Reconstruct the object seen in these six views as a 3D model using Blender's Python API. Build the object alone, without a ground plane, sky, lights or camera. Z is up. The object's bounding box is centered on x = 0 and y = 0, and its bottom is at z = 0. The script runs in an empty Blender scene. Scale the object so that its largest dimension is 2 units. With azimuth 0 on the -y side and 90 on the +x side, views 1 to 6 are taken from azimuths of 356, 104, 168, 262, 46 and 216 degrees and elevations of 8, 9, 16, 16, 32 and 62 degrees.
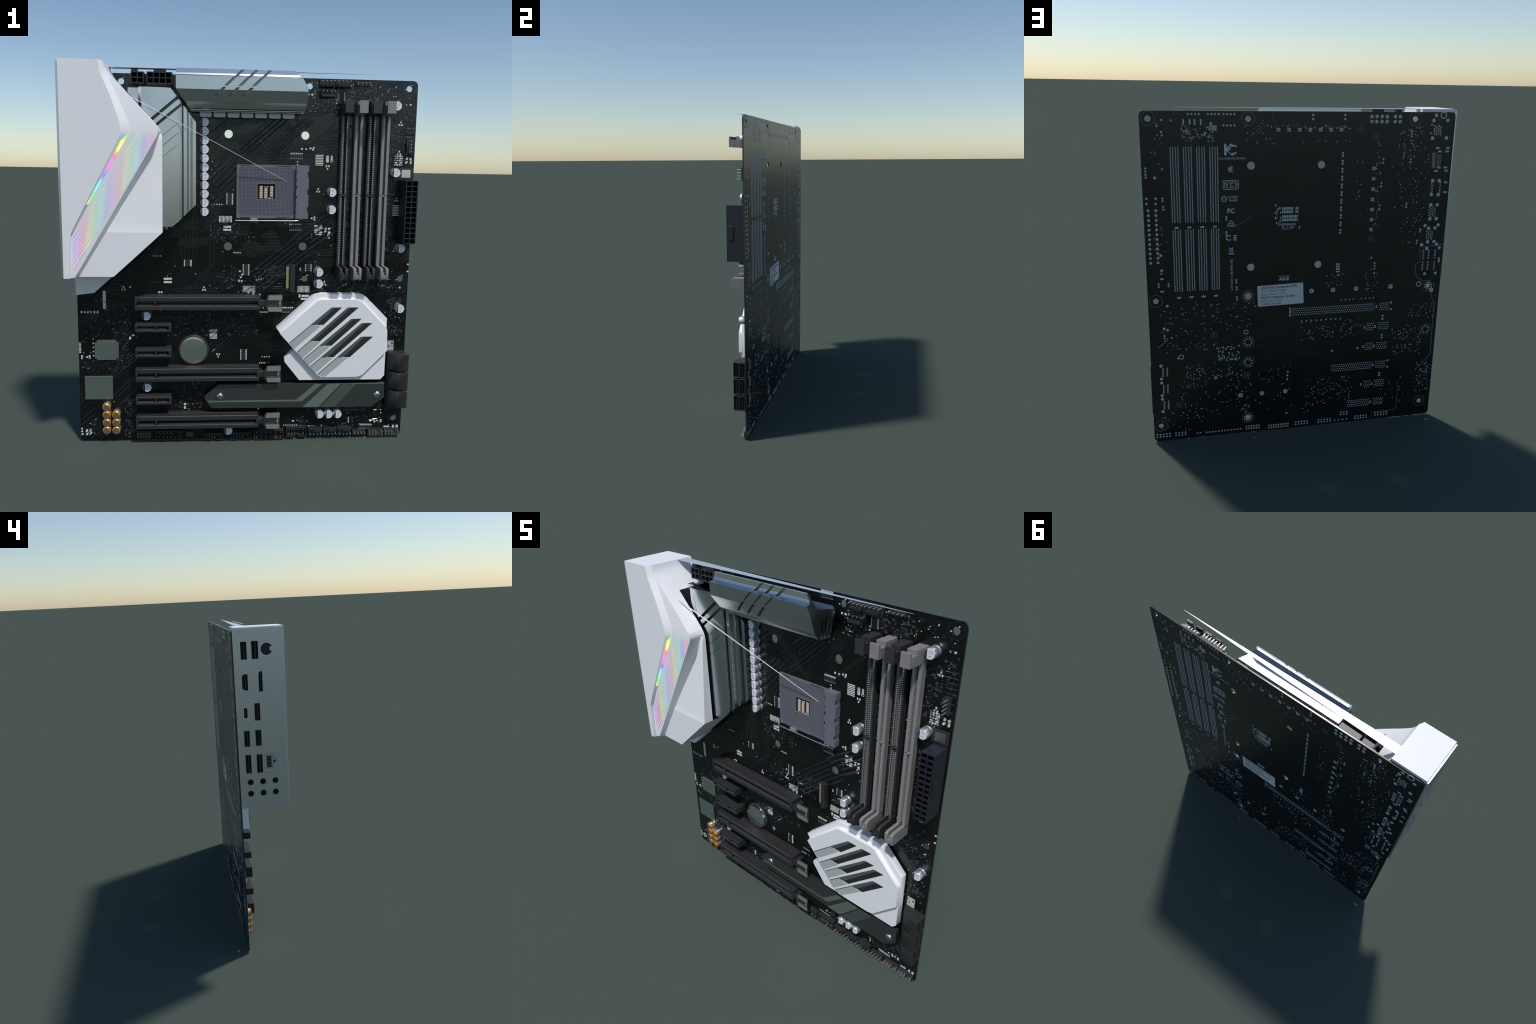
"""A PC motherboard standing upright: black circuit board in the xz plane,
components towards -y, solder side towards +y."""
import bpy, bmesh, math, random
from mathutils import Vector, Matrix

rnd = random.Random(11)
YF, YB = 0.1090, 0.1175          # front and back face of the circuit board


# ------------------------------------------------------------------ materials
def material(name, col, rough=0.5, metal=0.0, vary=0.0, vscale=30.0, bump=0.0,
             bscale=200.0, spec=0.5, coat=0.0, emit=0.0):
    m = bpy.data.materials.new(name)
    m.use_nodes = True
    nt = m.node_tree
    b = nt.nodes["Principled BSDF"]
    c = (col[0], col[1], col[2], 1)
    b.inputs["Base Color"].default_value = c
    b.inputs["Roughness"].default_value = rough
    b.inputs["Metallic"].default_value = metal
    b.inputs["Specular IOR Level"].default_value = spec
    b.inputs["Coat Weight"].default_value = coat
    if emit:
        b.inputs["Emission Color"].default_value = c
        b.inputs["Emission Strength"].default_value = emit
    tc = nt.nodes.new("ShaderNodeTexCoord")
    if vary:
        n = nt.nodes.new("ShaderNodeTexNoise")
        n.inputs["Scale"].default_value = vscale
        n.inputs["Detail"].default_value = 3
        nt.links.new(tc.outputs["Object"], n.inputs["Vector"])
        r = nt.nodes.new("ShaderNodeValToRGB")
        r.color_ramp.elements[0].position = 0.3
        r.color_ramp.elements[1].position = 0.7
        r.color_ramp.elements[0].color = tuple(x * (1 - vary) for x in col) + (1,)
        r.color_ramp.elements[1].color = tuple(min(1, x * (1 + vary)) for x in col) + (1,)
        nt.links.new(n.outputs["Fac"], r.inputs["Fac"])
        nt.links.new(r.outputs["Color"], b.inputs["Base Color"])
    if bump:
        n = nt.nodes.new("ShaderNodeTexNoise")
        n.inputs["Scale"].default_value = bscale
        n.inputs["Detail"].default_value = 2
        nt.links.new(tc.outputs["Object"], n.inputs["Vector"])
        bp = nt.nodes.new("ShaderNodeBump")
        bp.inputs["Strength"].default_value = bump
        bp.inputs["Distance"].default_value = 0.002
        nt.links.new(n.outputs["Fac"], bp.inputs["Height"])
        nt.links.new(bp.outputs["Normal"], b.inputs["Normal"])
    return m


def striped_bump(m, angle, period, strength, axes="xz", dist=0.002, dark=None, width=0.5):
    """Fine parallel lines: a Wave texture across direction `angle`."""
    nt = m.node_tree
    b = nt.nodes["Principled BSDF"]
    tc = nt.nodes.new("ShaderNodeTexCoord")
    mp = nt.nodes.new("ShaderNodeMapping")
    if axes == "xz":
        mp.inputs["Rotation"].default_value = (0, angle, 0)
    else:
        mp.inputs["Rotation"].default_value = (angle, 0, 0)
    w = nt.nodes.new("ShaderNodeTexWave")
    w.bands_direction = "Z"
    w.inputs["Scale"].default_value = 0.314 / period
    w.inputs["Distortion"].default_value = 0
    nt.links.new(tc.outputs["Object"], mp.inputs["Vector"])
    nt.links.new(mp.outputs["Vector"], w.inputs["Vector"])
    bp = nt.nodes.new("ShaderNodeBump")
    bp.inputs["Strength"].default_value = strength
    bp.inputs["Distance"].default_value = dist
    nt.links.new(w.outputs["Fac"], bp.inputs["Height"])
    nt.links.new(bp.outputs["Normal"], b.inputs["Normal"])
    if dark:
        r = nt.nodes.new("ShaderNodeValToRGB")
        r.color_ramp.elements[0].color = tuple(dark) + (1,)
        r.color_ramp.elements[1].color = b.inputs["Base Color"].default_value
        r.color_ramp.elements[0].position = 0.25
        r.color_ramp.elements[1].position = 0.75
        nt.links.new(w.outputs["Fac"], r.inputs["Fac"])
        nt.links.new(r.outputs["Color"], b.inputs["Base Color"])


def board_material():
    """Black solder mask; copper runs under it show as faint diagonal and
    horizontal relief inside irregular patches."""
    m = material("solder_mask_front", (0.004, 0.0045, 0.0043), rough=0.2, spec=0.5)
    nt = m.node_tree
    b = nt.nodes["Principled BSDF"]
    L = nt.links.new
    tc = nt.nodes.new("ShaderNodeTexCoord")
    heights = []
    for ang, per, seed, lo in ((0.80, 0.009, 3.1, 0.80), (0.0, 0.008, 7.7, 0.86),
                               (0.80, 0.007, 12.3, 0.88)):
        mp = nt.nodes.new("ShaderNodeMapping")
        mp.inputs["Rotation"].default_value = (0, ang, 0)
        L(tc.outputs["Object"], mp.inputs["Vector"])
        w = nt.nodes.new("ShaderNodeTexWave")
        w.bands_direction = "Z"
        w.inputs["Scale"].default_value = 0.314 / per
        w.inputs["Distortion"].default_value = 1.2
        w.inputs["Detail"].default_value = 1
        w.inputs["Detail Scale"].default_value = 6
        L(mp.outputs["Vector"], w.inputs["Vector"])
        mp2 = nt.nodes.new("ShaderNodeMapping")
        mp2.inputs["Location"].default_value = (seed, 0, seed * 0.7)
        mp2.inputs["Rotation"].default_value = (0, ang, 0)
        mp2.inputs["Scale"].default_value = (7, 7, 20)
        L(tc.outputs["Object"], mp2.inputs["Vector"])
        v = nt.nodes.new("ShaderNodeTexVoronoi")
        v.inputs["Scale"].default_value = 1.0
        L(mp2.outputs["Vector"], v.inputs["Vector"])
        sep = nt.nodes.new("ShaderNodeSeparateColor")
        L(v.outputs["Color"], sep.inputs["Color"])
        gt = nt.nodes.new("ShaderNodeMath")
        gt.operation = "GREATER_THAN"
        gt.inputs[1].default_value = lo
        L(sep.outputs["Red"], gt.inputs[0])
        mul = nt.nodes.new("ShaderNodeMath")
        mul.operation = "MULTIPLY"
        L(w.outputs["Fac"], mul.inputs[0])
        L(gt.outputs[0], mul.inputs[1])
        heights.append(mul)
    a = nt.nodes.new("ShaderNodeMath"); a.operation = "ADD"
    L(heights[0].outputs[0], a.inputs[0]); L(heights[1].outputs[0], a.inputs[1])
    a2 = nt.nodes.new("ShaderNodeMath"); a2.operation = "ADD"
    L(a.outputs[0], a2.inputs[0]); L(heights[2].outputs[0], a2.inputs[1])
    # footprints of tiny parts
    n = nt.nodes.new("ShaderNodeTexNoise")
    n.inputs["Scale"].default_value = 70
    n.inputs["Detail"].default_value = 1
    L(tc.outputs["Object"], n.inputs["Vector"])
    big = nt.nodes.new("ShaderNodeTexNoise")
    big.inputs["Scale"].default_value = 4.5
    L(tc.outputs["Object"], big.inputs["Vector"])
    g = nt.nodes.new("ShaderNodeValToRGB")
    g.color_ramp.elements[0].position = 0.45
    g.color_ramp.elements[1].position = 0.60
    L(big.outputs["Fac"], g.inputs["Fac"])
    g2 = nt.nodes.new("ShaderNodeValToRGB")
    g2.color_ramp.elements[0].position = 0.56
    g2.color_ramp.elements[1].position = 0.60
    L(n.outputs["Fac"], g2.inputs["Fac"])
    mu = nt.nodes.new("ShaderNodeMath"); mu.operation = "MULTIPLY"
    L(g.outputs["Color"], mu.inputs[0]); L(g2.outputs["Color"], mu.inputs[1])
    a3 = nt.nodes.new("ShaderNodeMath"); a3.operation = "ADD"
    L(a2.outputs[0], a3.inputs[0]); L(mu.outputs[0], a3.inputs[1])
    bp = nt.nodes.new("ShaderNodeBump")
    bp.inputs["Strength"].default_value = 0.30
    bp.inputs["Distance"].default_value = 0.0010
    L(a3.outputs[0], bp.inputs["Height"])
    L(bp.outputs["Normal"], b.inputs["Normal"])
    r = nt.nodes.new("ShaderNodeValToRGB")
    r.color_ramp.elements[0].color = (0.0040, 0.0046, 0.0044, 1)
    r.color_ramp.elements[1].color = (0.0065, 0.0075, 0.009, 1)
    L(a2.outputs[0], r.inputs["Fac"])
    L(r.outputs["Color"], b.inputs["Base Color"])
    return m


M = {}
M["mask"] = board_material()
M["mask_back"] = material("solder_mask_back", (0.0075, 0.0088, 0.0092), rough=0.30, vary=0.25, vscale=6, spec=0.55)
M["edge"] = material("board_edge", (0.030, 0.032, 0.033), rough=0.3)
M["trace"] = material("masked_copper_run", (0.0120, 0.0140, 0.0195), rough=0.24, spec=0.9)  # blue cast baked into the colour for sky reflected on the slopes
M["pad"] = material("solder_pad", (0.60, 0.62, 0.60), rough=0.35, vary=0.25, vscale=180)
M["pad_back"] = material("solder_joint", (0.43, 0.475, 0.485), rough=0.42, vary=0.2, vscale=120)
M["silk_back"] = material("white_marking", (0.50, 0.56, 0.58), rough=0.6)
M["silk_dim"] = material("dim_marking", (0.13, 0.15, 0.16), rough=0.6)
M["dot"] = material("tiny_chip_part", (0.05, 0.055, 0.06), rough=0.4, vary=0.5, vscale=300)
M["ic"] = material("black_chip_epoxy", (0.018, 0.018, 0.019), rough=0.5)
M["white"] = material("white_plastic", (0.775, 0.775, 0.80), rough=0.48, vary=0.008, vscale=3)
M["white_side"] = material("white_plastic_plain", (0.775, 0.775, 0.80), rough=0.45)
M["alu"] = material("satin_aluminium", (0.575, 0.61, 0.62), rough=0.25, metal=1.0, vary=0.05, vscale=5)
M["sliver"] = material("glossy_pale_sliver", (0.70, 0.72, 0.78), rough=0.35, metal=0.6)
M["back_run"] = material("copper_under_mask", (0.022, 0.025, 0.027), rough=0.45)
M["alu_dark"] = material("shaded_slot_metal", (0.20, 0.215, 0.205), rough=0.4, metal=0.8)  # aluminium darkened to paint shadow inside the cut slots
M["chipmetal"] = material("plated_lid", (0.73, 0.77, 0.75), rough=0.22, metal=1.0, vary=0.04, vscale=8)
M["coin"] = material("battery_steel", (0.88, 0.90, 0.88), rough=0.16, metal=1.0)
M["can"] = material("capacitor_can", (0.80, 0.82, 0.86), rough=0.33, metal=0.85)
M["cantop"] = material("capacitor_top", (0.74, 0.75, 0.80), rough=0.45, metal=0.1)
M["choke"] = material("dull_ferrite_cap", (0.30, 0.33, 0.38), rough=0.35, metal=0.9)
M["black_inner"] = material("cover_inside", (0.004, 0.004, 0.005), rough=0.8)  # white plastic blackened here for the unlit void under the lip
M["canmark"] = material("capacitor_mark", (0.035, 0.035, 0.045), rough=0.5)
M["cantext"] = material("capacitor_print", (0.36, 0.37, 0.41), rough=0.5)
M["gold"] = material("gold_sleeve", (0.85, 0.34, 0.03), rough=0.35, metal=0.55)
M["black"] = material("black_nylon", (0.022, 0.022, 0.023), rough=0.5, bump=0.05, bscale=400)
M["navy"] = material("blue_black_nylon", (0.015, 0.016, 0.024), rough=0.45)
M["hole"] = material("dark_recess", (0.0025, 0.0025, 0.003), rough=0.8)
M["dimm_dark"] = material("charcoal_nylon", (0.028, 0.030, 0.031), rough=0.5)
M["dimm_grey"] = material("grey_nylon", (0.215, 0.200, 0.205), rough=0.5)
M["socket"] = material("socket_plastic", (0.140, 0.140, 0.170), rough=0.5)
M["socket_grid"] = material("socket_plastic_walls", (0.130, 0.132, 0.162), rough=0.5)
M["contact"] = material("tin_contact", (0.42, 0.42, 0.42), rough=0.4, metal=0.4)
M["pin"] = material("header_pin", (0.72, 0.73, 0.76), rough=0.3, metal=0.8)
M["steel"] = material("steel_wire", (0.80, 0.80, 0.82), rough=0.2, metal=1.0)
M["goldpin"] = material("edge_contact_gold", (0.50, 0.44, 0.20), rough=0.4, metal=0.3)
M["shunt"] = material("ceramic_capacitor", (0.62, 0.52, 0.40), rough=0.4, vary=0.25, vscale=200)
M["m2"] = material("dark_anodised_aluminium", (0.125, 0.140, 0.135), rough=0.34, metal=0.85, bump=0.10, bscale=260)
M["m2light"] = material("polished_stripe", (0.66, 0.72, 0.69), rough=0.26, metal=0.9)
M["m2mid"] = material("satin_stripe", (0.47, 0.53, 0.50), rough=0.34, metal=0.9)
M["screw"] = material("screw_steel", (0.62, 0.64, 0.66), rough=0.25, metal=1.0)
M["clip_face"] = material("clip_plate", (0.75, 0.82, 0.78), rough=0.28, metal=0.9)
M["groove"] = material("lined_grey_insert", (0.47, 0.50, 0.49), rough=0.5, metal=0.0)
striped_bump(M["groove"], 0.725, 0.0022, 0.15, dark=(0.31, 0.34, 0.33))
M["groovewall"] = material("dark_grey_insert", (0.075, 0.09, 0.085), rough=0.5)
M["shield"] = material("brushed_io_shield", (0.67, 0.69, 0.67), rough=0.36, metal=0.9)
striped_bump(M["shield"], 0.80, 0.0085, 0.10, axes="yz", dist=0.002, dark=(0.60, 0.62, 0.605))
M["frame"] = material("port_rim", (0.55, 0.60, 0.66), rough=0.3, metal=0.9)
M["tongue"] = material("port_tongue", (0.018, 0.021, 0.023), rough=0.5)
M["jack"] = material("jack_ring", (0.010, 0.014, 0.016), rough=0.45)
M["sticker"] = material("grey_paper_label", (0.56, 0.60, 0.61), rough=0.6)
M["sticker_ink"] = material("label_ink", (0.15, 0.17, 0.19), rough=0.7)


def rainbow(name, direction, period, phase, sat, strength):
    """Hue running along a line: the addressable light of the cover."""
    m = bpy.data.materials.new(name)
    m.use_nodes = True
    nt = m.node_tree
    b = nt.nodes["Principled BSDF"]
    L = nt.links.new
    tc = nt.nodes.new("ShaderNodeTexCoord")
    dot = nt.nodes.new("ShaderNodeVectorMath"); dot.operation = "DOT_PRODUCT"
    dot.inputs[1].default_value = direction
    L(tc.outputs["Object"], dot.inputs[0])
    mu = nt.nodes.new("ShaderNodeMath"); mu.operation = "MULTIPLY_ADD"
    mu.inputs[1].default_value = 1.0 / period
    mu.inputs[2].default_value = phase
    L(dot.outputs["Value"], mu.inputs[0])
    fr = nt.nodes.new("ShaderNodeMath"); fr.operation = "FRACT"
    L(mu.outputs[0], fr.inputs[0])
    hsv = nt.nodes.new("ShaderNodeCombineColor"); hsv.mode = "HSV"
    L(fr.outputs[0], hsv.inputs[0])
    hsv.inputs[1].default_value = sat
    hsv.inputs[2].default_value = 1.0
    L(hsv.outputs[0], b.inputs["Base Color"])
    L(hsv.outputs[0], b.inputs["Emission Color"])
    b.inputs["Emission Strength"].default_value = strength
    b.inputs["Roughness"].default_value = 0.4
    return m


# ------------------------------------------------------------------ mesh tools
def lerp_table(tab, z):
    """tab: list of (z, value) with z falling or rising."""
    t = sorted(tab)
    if z <= t[0][0]:
        return t[0][1]
    for (a, va), (b, vb) in zip(t, t[1:]):
        if z <= b:
            return va + (vb - va) * (z - a) / (b - a)
    return t[-1][1]


class Part:
    """Collects pieces of one mesh; mats are indices into the object's list."""

    def __init__(self):
        self.v, self.f, self.m = [], [], []

    def ring(self, pts):
        s = len(self.v)
        self.v += [tuple(p) for p in pts]
        return list(range(s, s + len(pts)))

    def face(self, idx, m=0):
        self.f.append(list(idx)); self.m.append(m)

    def loft(self, rings, m=0, caps=True, capm=None):
        ids = [self.ring(r) for r in rings]
        n = len(ids[0])
        for a, b in zip(ids, ids[1:]):
            for i in range(n):
                j = (i + 1) % n
                self.face((a[i], a[j], b[j], b[i]), m)
        if caps:
            self.face(ids[0][::-1], m if capm is None else capm)
            self.face(ids[-1], m)
        return self

    def box(self, x0, x1, y0, y1, z0, z1, m=0):
        return self.loft([[(x0, y, z0), (x1, y, z0), (x1, y, z1), (x0, y, z1)] for y in (y0, y1)], m)

    def prism(self, poly, y0, y1, m=0, capm=None):
        return self.loft([[(x, y, z) for x, z in poly] for y in (y0, y1)], m, capm=capm)

    def prism_x(self, poly, x0, x1, m=0, capm=None):
        return self.loft([[(x, y, z) for y, z in poly] for x in (x0, x1)], m, capm=capm)

    def prism_z(self, poly, z0, z1, m=0):
        return self.loft([[(x, y, z) for x, y in poly] for z in (z0, z1)], m)

    def cyl(self, x, z, prof, n=20, m=0, capm=None):
        """prof: (radius, y) pairs from front to back, axis along y."""
        return self.loft([[(x + r * math.cos(2 * math.pi * k / n), y, z + r * math.sin(2 * math.pi * k / n))
                           for k in range(n)] for r, y in prof], m, capm=capm)

    def annulus(self, x, z, r0, r1, y0, y1, n=24, m=0):
        cs = [(math.cos(2 * math.pi * k / n), math.sin(2 * math.pi * k / n)) for k in range(n)]
        ids = [self.ring([(x + r * c, y, z + r * s) for c, s in cs]) for r, y in
               ((r0, y1), (r0, y0), (r1, y0), (r1, y1))]
        for a, b in zip(ids, ids[1:] + ids[:1]):
            for i in range(n):
                j = (i + 1) % n
                self.face((a[i], a[j], b[j], b[i]), m)
        return self

    def strip(self, pts, w, y0, y1, m=0, slope=False):
        """Raised line following pts (x, z) of width w."""
        pts = [(min(0.899, max(-0.894, x)), min(1.977, max(0.010, z))) for x, z in pts]
        n = len(pts)
        left, right = [], []
        for i, (x, z) in enumerate(pts):
            a = Vector(pts[max(i - 1, 0)]); b = Vector(pts[min(i + 1, n - 1)])
            d = (b - a).normalized()
            p = Vector((-d.y, d.x))
            if 0 < i < n - 1:
                d0 = (Vector(pts[i]) - a).normalized()
                k = 1.0 / max(0.5, abs(d.dot(d0)))
            else:
                k = 1.0
            left.append((x + p.x * w / 2 * k, z + p.y * w / 2 * k))
            right.append((x - p.x * w / 2 * k, z - p.y * w / 2 * k))
        wt = max(0.0004, 1.0 - 2.2 * (y1 - y0) / w) if slope else 1.0
        for i in range(n - 1):
            q = [left[i], left[i + 1], right[i + 1], right[i]]
            c = [pts[i], pts[i + 1], pts[i + 1], pts[i]]
            t = [(cx + (x - cx) * wt, cz + (z - cz) * wt) for (x, z), (cx, cz) in zip(q, c)]
            ids = [self.ring([(x, y0, z) for x, z in t]), self.ring([(x, y1, z) for x, z in q])]
            self.face(ids[0], m)
            self.face(ids[1], m)
            self.face((ids[0][0], ids[0][1], ids[1][1], ids[1][0]), m)
            self.face((ids[0][2], ids[0][3], ids[1][3], ids[1][2]), m)
            if i == 0:
                self.face((ids[0][3], ids[0][0], ids[1][0], ids[1][3]), m)
            if i == n - 2:
                self.face((ids[0][1], ids[0][2], ids[1][2], ids[1][1]), m)
        return self

    def mesh(self, name, mats, bevel=0.0, seg=1, angle=35, normals=True):
        me = bpy.data.meshes.new(name)
        me.from_pydata(self.v, [], self.f)
        for k in mats:
            me.materials.append(M[k] if isinstance(k, str) else k)
        for p, m in zip(me.polygons, self.m):
            p.material_index = m
        bm = bmesh.new()
        bm.from_mesh(me)
        if normals:
            bmesh.ops.recalc_face_normals(bm, faces=bm.faces)
        if bevel:
            es = [e for e in bm.edges if len(e.link_faces) == 2 and e.calc_face_angle(0) > math.radians(25)]
            bmesh.ops.bevel(bm, geom=es, offset=bevel, segments=seg, profile=0.5, affect="EDGES", clamp_overlap=True)
        bm.to_mesh(me)
        bm.free()
        me.shade_smooth()
        me.set_sharp_from_angle(angle=math.radians(angle))
        return me

    def obj(self, name, parent, mats, bevel=0.0, seg=1, angle=35, stuff=False):
        return place(name, self.mesh(name, mats, bevel, seg, angle), parent, stuff)


def place(name, me, parent, stuff=False, loc=None):
    o = bpy.data.objects.new(name, me)
    bpy.context.scene.collection.objects.link(o)
    if parent is not None:
        o.parent = parent
    if loc is not None:
        o.location = loc
    if stuff:
        o["kind"] = "stuff"
    return o


def rounded(poly, r, n=4):
    """Round the corners of a polygon; r is one radius or one per corner."""
    out = []
    k = len(poly)
    for i in range(k):
        p = Vector(poly[i]); a = Vector(poly[i - 1]); b = Vector(poly[(i + 1) % k])
        rr = r[i] if isinstance(r, (list, tuple)) else r
        d0 = (a - p); d1 = (b - p)
        t = min(rr, d0.length * 0.45, d1.length * 0.45)
        if t < 1e-6:
            out.append(tuple(p)); continue
        s = p + d0.normalized() * t
        e = p + d1.normalized() * t
        for j in range(n + 1):
            u = j / n
            q = s * (1 - u) ** 2 + p * 2 * u * (1 - u) + e * u ** 2
            out.append(tuple(q))
    return out


def rect(x0, x1, z0, z1):
    return [(x0, z0), (x1, z0), (x1, z1), (x0, z1)]


def circle(x, z, r, n=24):
    return [(x + r * math.cos(2 * math.pi * k / n), z + r * math.sin(2 * math.pi * k / n)) for k in range(n)]


def plate_with_holes(outer, holes, thick):
    """Flat plate in local xy with holes, centred on local z = 0."""
    cu = bpy.data.curves.new("outline", "CURVE")
    cu.dimensions = "2D"
    cu.fill_mode = "BOTH"
    cu.extrude = thick / 2
    for poly in [outer] + holes:
        sp = cu.splines.new("POLY")
        sp.points.add(len(poly) - 1)
        for p, (x, y) in zip(sp.points, poly):
            p.co = (x, y, 0, 1)
        sp.use_cyclic_u = True
    o = bpy.data.objects.new("outline", cu)
    bpy.context.scene.collection.objects.link(o)
    dg = bpy.context.evaluated_depsgraph_get()
    me = bpy.data.meshes.new_from_object(o.evaluated_get(dg))
    bpy.data.objects.remove(o)
    bpy.data.curves.remove(cu)
    return me


def boolean_cut(obj, cutter, sharp=20):
    md = obj.modifiers.new("cut", "BOOLEAN")
    md.operation = "DIFFERENCE"
    md.solver = "EXACT"
    md.material_mode = "TRANSFER"
    md.object = cutter
    dg = bpy.context.evaluated_depsgraph_get()
    me = bpy.data.meshes.new_from_object(obj.evaluated_get(dg))
    obj.modifiers.clear()
    old = obj.data
    obj.data = me
    bpy.data.meshes.remove(old)
    cm = cutter.data
    bpy.data.objects.remove(cutter)
    bpy.data.meshes.remove(cm)
    me.set_sharp_from_angle(angle=math.radians(sharp))


def lettering(name, text, size, x, z, parent, mat, back=True, rot=0.0, bold=0.0, y=None, align="CENTER"):
    cu = bpy.data.curves.new(name, "FONT")
    cu.body = text
    cu.size = size
    cu.align_x = align
    cu.align_y = "CENTER"
    cu.extrude = 0.0003
    cu.offset = bold
    cu.resolution_u = 3
    o = bpy.data.objects.new(name, cu)
    bpy.context.scene.collection.objects.link(o)
    dg = bpy.context.evaluated_depsgraph_get()
    me = bpy.data.meshes.new_from_object(o.evaluated_get(dg))
    bpy.data.objects.remove(o)
    bpy.data.curves.remove(cu)
    R = Matrix.Rotation(math.pi / 2, 4, "X") @ Matrix.Rotation(rot, 4, "Z")
    if back:
        R = Matrix.Rotation(math.pi, 4, "Z") @ R
    if y is None:
        y = YB + 0.0006 if back else YF - 0.0006
    me.transform(Matrix.Translation((x, y, z)) @ R)
    me.materials.clear()
    me.materials.append(M[mat])
    return place(name, me, parent)


# ------------------------------------------------------------------ the thing
root = bpy.data.objects.new("motherboard", None)
bpy.context.scene.collection.objects.link(root)
root["label"] = "black computer motherboard with white covers standing upright"
root["category"] = "motherboard"

# ------------------------------------------------------------------ circuit board
MOUNT = [(-0.651, 1.9426), (0.3255, 1.9426), (0.860, 1.942), (0.860, 0.918), (0.3255, 0.918),
         (-0.822, 0.919), (-0.829, 0.106), (0.326, 0.106), (0.862, 0.106)]
CPU_HOLES = [(0.309, 1.6885), (-0.0975, 1.6885), (0.3095, 1.0965), (-0.0965, 1.0945)]
outer = rounded(rect(-0.9005, 0.905, 0.003, 1.983), 0.030, 6)
holes = [circle(x, z, 0.0162, 20) for x, z in MOUNT] + [circle(x, z, 0.0218, 24) for x, z in CPU_HOLES]
holes += [circle(0.525, 0.401, 0.0035, 8), circle(0.338, 0.689, 0.008, 10)]
me = plate_with_holes(outer, holes, YB - YF)
me.transform(Matrix.Translation((0, (YF + YB) / 2, 0)) @ Matrix.Rotation(math.pi / 2, 4, "X"))
for k in ("mask", "mask_back", "edge"):
    me.materials.append(M[k])
for p in me.polygons:
    p.material_index = 0 if p.normal.y < -0.5 else (1 if p.normal.y > 0.5 else 2)
board = place("circuit_board", me, root)

# rings round the screw holes, front and back
p = Part(); q = Part(); pd = Part()
for x, z in MOUNT:
    p.annulus(x, z, 0.0335, 0.0365, YF - 0.0008, YF + 0.001, 32)
    q.annulus(x, z, 0.0350, 0.0380, YB - 0.001, YB + 0.0006, 36)
    for k in range(8):
        a = 2 * math.pi * (k + 0.3) / 8
        p.cyl(x + 0.0215 * math.cos(a), z + 0.0215 * math.sin(a), [(0.0028, YF - 0.001), (0.003, YF)], 7)
        pd.cyl(x + 0.0215 * math.cos(a), z + 0.0215 * math.sin(a), [(0.0030, YF - 0.0011), (0.0032, YF)], 7) if k in (1, 4) and z < 2 else None
for x, z in ((0.325, 0.623), (0.325, 0.489), (-0.828, 0.622)):
    q.annulus(x, z, 0.0350, 0.0380, YB - 0.001, YB + 0.0006, 36)
p.obj("screw_hole_ring", board, ["trace"], stuff=True)
q.obj("screw_hole_ring", board, ["silk_dim"], stuff=True)
pd.obj("screw_hole_via", board, ["pad"], stuff=True)

# copper runs that stand up under the mask
T = Part()


def near_hole(x, z, g=0.0):
    for hx, hz in MOUNT:
        if (x - hx) ** 2 + (z - hz) ** 2 < (0.022 + g) ** 2:
            return True
    for hx, hz in CPU_HOLES:
        if (x - hx) ** 2 + (z - hz) ** 2 < (0.0225 + g) ** 2:
            return True
    return False


def bundle(a, b, n, pitch, w=0.005, h=0.0030):
    """n parallel runs from a to b."""
    d = (Vector(b) - Vector(a)).normalized()
    nrm = Vector((-d.y, d.x))
    for i in range(n):
        o = nrm * (i - (n - 1) / 2) * pitch
        e0 = rnd.uniform(-0.012, 0.012); e1 = rnd.uniform(-0.012, 0.012)
        pa = Vector(a) + o + d * e0; pb = Vector(b) + o + d * e1
        ww = w * rnd.uniform(0.75, 1.15)
        k = max(2, int((pb - pa).length / 0.012))
        run_pts = []
        for j in range(k + 1):
            c = pa.lerp(pb, j / k)
            if near_hole(c.x, c.y, ww):
                if len(run_pts) > 1:
                    T.strip([run_pts[0], run_pts[-1]], ww, YF - h, YF + 0.0005, slope=True)
                run_pts = []
            else:
                run_pts.append((c.x, c.y))
        if len(run_pts) > 1:
            T.strip([run_pts[0], run_pts[-1]], ww, YF - h, YF + 0.0005, slope=True)


def run(pts, n, pitch, w=0.004, h=0.0013, step=(1, 0)):
    for i in range(n):
        T.strip([(x + step[0] * pitch * i, z + step[1] * pitch * i) for x, z in pts], w, YF - h, YF + 0.0005, slope=True)


bundle((-0.190, 1.655), (-0.050, 1.765), 4, 0.021, 0.011, 0.0035)
bundle((-0.010, 1.590), (0.200, 1.770), 6, 0.021, 0.011, 0.0035)
bundle((0.118, 1.580), (0.335, 1.775), 4, 0.013, 0.008)
bundle((0.224, 1.533), (0.466, 1.752), 2, 0.009, 0.005, 0.002)
bundle((-0.175, 1.420), (-0.030, 1.560), 6, 0.026, 0.012, 0.0035)
bundle((-0.200, 1.330), (-0.070, 1.460), 3, 0.022, 0.008)
bundle((-0.190, 1.295), (-0.090, 1.395), 1, 0.02, 0.009)
bundle((0.290, 1.105), (0.480, 1.235), 5, 0.026, 0.011, 0.0035)
bundle((0.060, 0.900), (0.330, 1.115), 6, 0.024, 0.011, 0.0035)
bundle((-0.030, 0.838), (0.070, 0.915), 4, 0.022, 0.006)
run([(-0.345, 1.30), (-0.345, 1.05), (-0.345, 1.02)], 5, 0.020, 0.006)
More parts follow.
